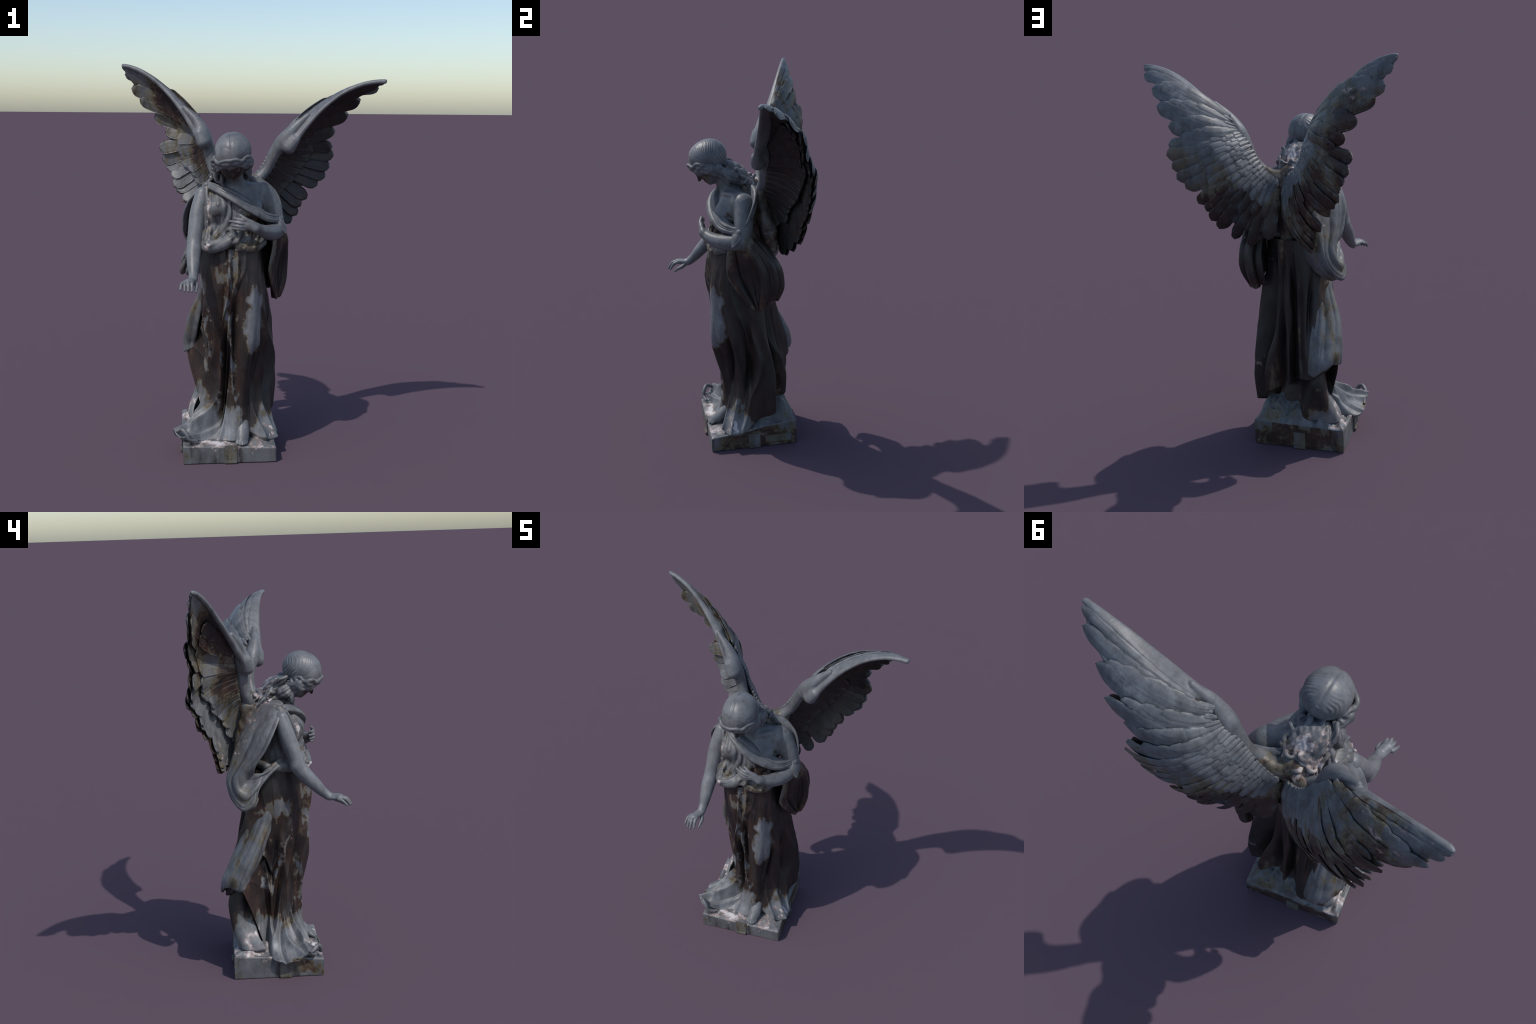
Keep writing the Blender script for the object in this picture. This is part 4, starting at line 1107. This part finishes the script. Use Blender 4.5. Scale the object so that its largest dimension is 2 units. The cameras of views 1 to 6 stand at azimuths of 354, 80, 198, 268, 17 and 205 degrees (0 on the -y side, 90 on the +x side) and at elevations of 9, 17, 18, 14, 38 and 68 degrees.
def build_wing(which, seed):
    spec = WINGS[which]; W = WingForm(spec); rng = np.random.default_rng(seed)
    back, lining, slate = spec['mats']
    n, pr = W.n, spec['primary']
    # membranes carrying the feathers, closed over the leading edge; outer side and lining
    s, t = np.meshgrid(np.linspace(0, n - 1, 150), np.linspace(0, 1, 60), indexing='ij')
    reach = np.interp(s, [0, pr - 1.2, pr - .5, pr + 1, n - 3, n - 1], [.80, .76, .66, .76, .95, 1.0])
    P = W.at(s, t * reach)
    _, _, nr = W.frame(s, t * reach)
    V, F = thick_sheet(P + nr * .0015, .0035)
    wing = put('wing', make_mesh('wing', V, F), back)
    m = s[:, 0] < n - 1.7
    V, F = thick_sheet((P - nr * .004)[m], .0035)
    put('wing_lining', make_mesh('wing_lining', V, F), lining, wing)
    # rounded arm, wrist and leading edge
    q = np.concatenate([spec['arm'], spec['tips'][-2:-1]])
    k = Clay(q.min(0) - .09, q.max(0) + .07, .003)
    k.tube(spec['arm'], spec['arm_r'], .01, 30)
    k.tube(spec['bulge'], [.034, .024], .02, 8)
    for f in np.linspace(0, 1, 9):
        lead = [f * W.at(n - 1, x) + (1 - f) * W.at(n - 2, x) for x in (.02, .2, .4, .6, .8, .93, .99)]
        k.tube(lead, [.014, .009, .0065, .006, .0055, .005, .0045], .010, 24)
    clay_part('wing_arm', k, slate, 2, wing)

    def add(mat, name='feather', **kw):
        V, F = feather(W, rng=rng, **kw)
        put(name, make_mesh(name, V, F), mat, wing)

    for i in range(n - 2):
        if i in spec['skip']: continue
        prim = i >= pr
        w = .036 if not prim else .038
        if i < 3: w = .030
        if i >= n - 3: w = .030
        jit = 1 + .012 * rng.normal()
        add(back, s=i, t0=.12 if not prim else .06, t1=jit, width=w * (1 + .06 * rng.normal()), lift=.009, thick=.0055, tilt=.20, point=.35 if not prim else .8)
        if i < n - 3: add(lining, s=i, t0=.15, t1=jit * .985, width=w * .95, lift=-.011, thick=.0055, tilt=.20, point=.35 if not prim else .8)
    add(back, s=n - 2.35, t0=.1, t1=1.0, width=.020, lift=.006, thick=.006, tilt=.1, point=.6)
    # greater coverts
    for i in range(n - 3):
        prim = i >= pr - 1
        for layer in (0, 1, 2) if prim else (0,):
            add(back, 'covert_feather', s=i + .5 + .25 * layer, t0=.04, t1=(.58 if not prim else .80 - .20 * layer) + .035 * rng.normal(), width=.030 + .0015 * rng.normal(),
                lift=.0145 + .004 * layer, thick=.0055, tilt=.17, point=.5, barbs=.7)
        add(lining, 'covert_feather', s=i + .5, t0=.02, t1=.54 + .04 * rng.normal(), width=.034, lift=float(np.interp(i, [0, 6, 11, 12], [-.034, -.032, -.022, -.016])), thick=.009 if not prim else .006, tilt=.18, point=.3, barbs=.8)
    # lesser coverts: short rounded scales in rows over the arm
    for row, (m, t1, wd, lf) in enumerate(((int(pr * 1.35), .36, .024, .016), (int(pr * 1.5), .24, .0205, .018), (int(pr * 1.6), .15, .018, .020))):
        for i in range(m):
            s0 = (i + .5 + .4 * rng.random()) * (pr + 3.2) / m
            add(slate, 'covert_feather', s=s0, t0=.015, t1=t1 * (1 + .13 * rng.normal()), width=wd * (1 + .12 * rng.normal()), lift=lf, thick=.0065, tilt=.14, point=.1, barbs=.35)
    for i in range(int(pr * 1.7)):
        s0 = (i + .5 + .3 * rng.random()) * (pr + 3.4) / int(pr * 1.7)
        add(slate, 'covert_feather', s=s0, t0=.0, t1=.10 * (1 + .12 * rng.normal()), width=.0155 * (1 + .1 * rng.normal()), lift=.0225, thick=.0065, tilt=.1, point=.1, barbs=.2)
    for i in range(int(pr * .8)):
        s0 = (i + .5) * (pr - .5) / int(pr * .8)
        add(lining, 'covert_feather', s=s0, t0=-.02, t1=.30 + .04 * rng.normal(), width=.031, lift=float(np.interp(s0, [0, 4, 8, 12], [-.022, -.024, -.020, -.014])), thick=.007, tilt=.14, point=.15, barbs=.6)


def build_wing_roots():
    k = Clay((-.24, -.02, 1.04), (.09, .24, 1.46), .003)
    k.tube([(-.08, .02, 1.40), (-.07, .05, 1.36), (-.06, .055, 1.28), (-.06, .055, 1.18), (-.07, .055, 1.08)], [.05, .045, .04, .04, .04], .03, 20)
    k.tube([(-.10, .04, 1.40), (-.14, .10, 1.385), (-.17, .12, 1.40)], [.045, .04, .034], .02)
    k.tube([(-.06, .04, 1.39), (-.02, .075, 1.385), (.03, .075, 1.41)], [.045, .038, .032], .02)
    k.ball((-.085, .0, 1.26), (.13, .085, .16), .03)
    k.tube([(.03, .06, 1.38), (.05, .075, 1.25), (.055, .085, 1.1)], [.03, .03, .022], .03)
    k.tube([(-.17, .09, 1.38), (-.2, .13, 1.25), (-.215, .15, 1.12)], [.035, .04, .03], .03)
    k.tube([(.0, .06, 1.36), (.045, .105, 1.25), (.06, .12, 1.1)], [.03, .035, .022], .03)
    k.rough(.003, 45, 41)
    clay_part('wing_root', k, 'wing_root_bronze')


# ------------------------------------------------------------------ assemble
def main():
    global ROOT
    for o in list(bpy.data.objects): bpy.data.objects.remove(o, do_unlink=True)
    build_materials()
    ROOT = bpy.data.objects.new('angel_statue', None)
    bpy.context.scene.collection.objects.link(ROOT)
    ROOT['label'] = 'weathered bronze angel with raised feathered wings and draped robe'
    ROOT['category'] = 'bronze statue'
    build_base()
    build_skirt()
    build_cloths()
    build_body()
    build_bodice()
    build_hair()
    build_wing('left', 11)
    build_wing('right', 12)
    build_wing_roots()


main()
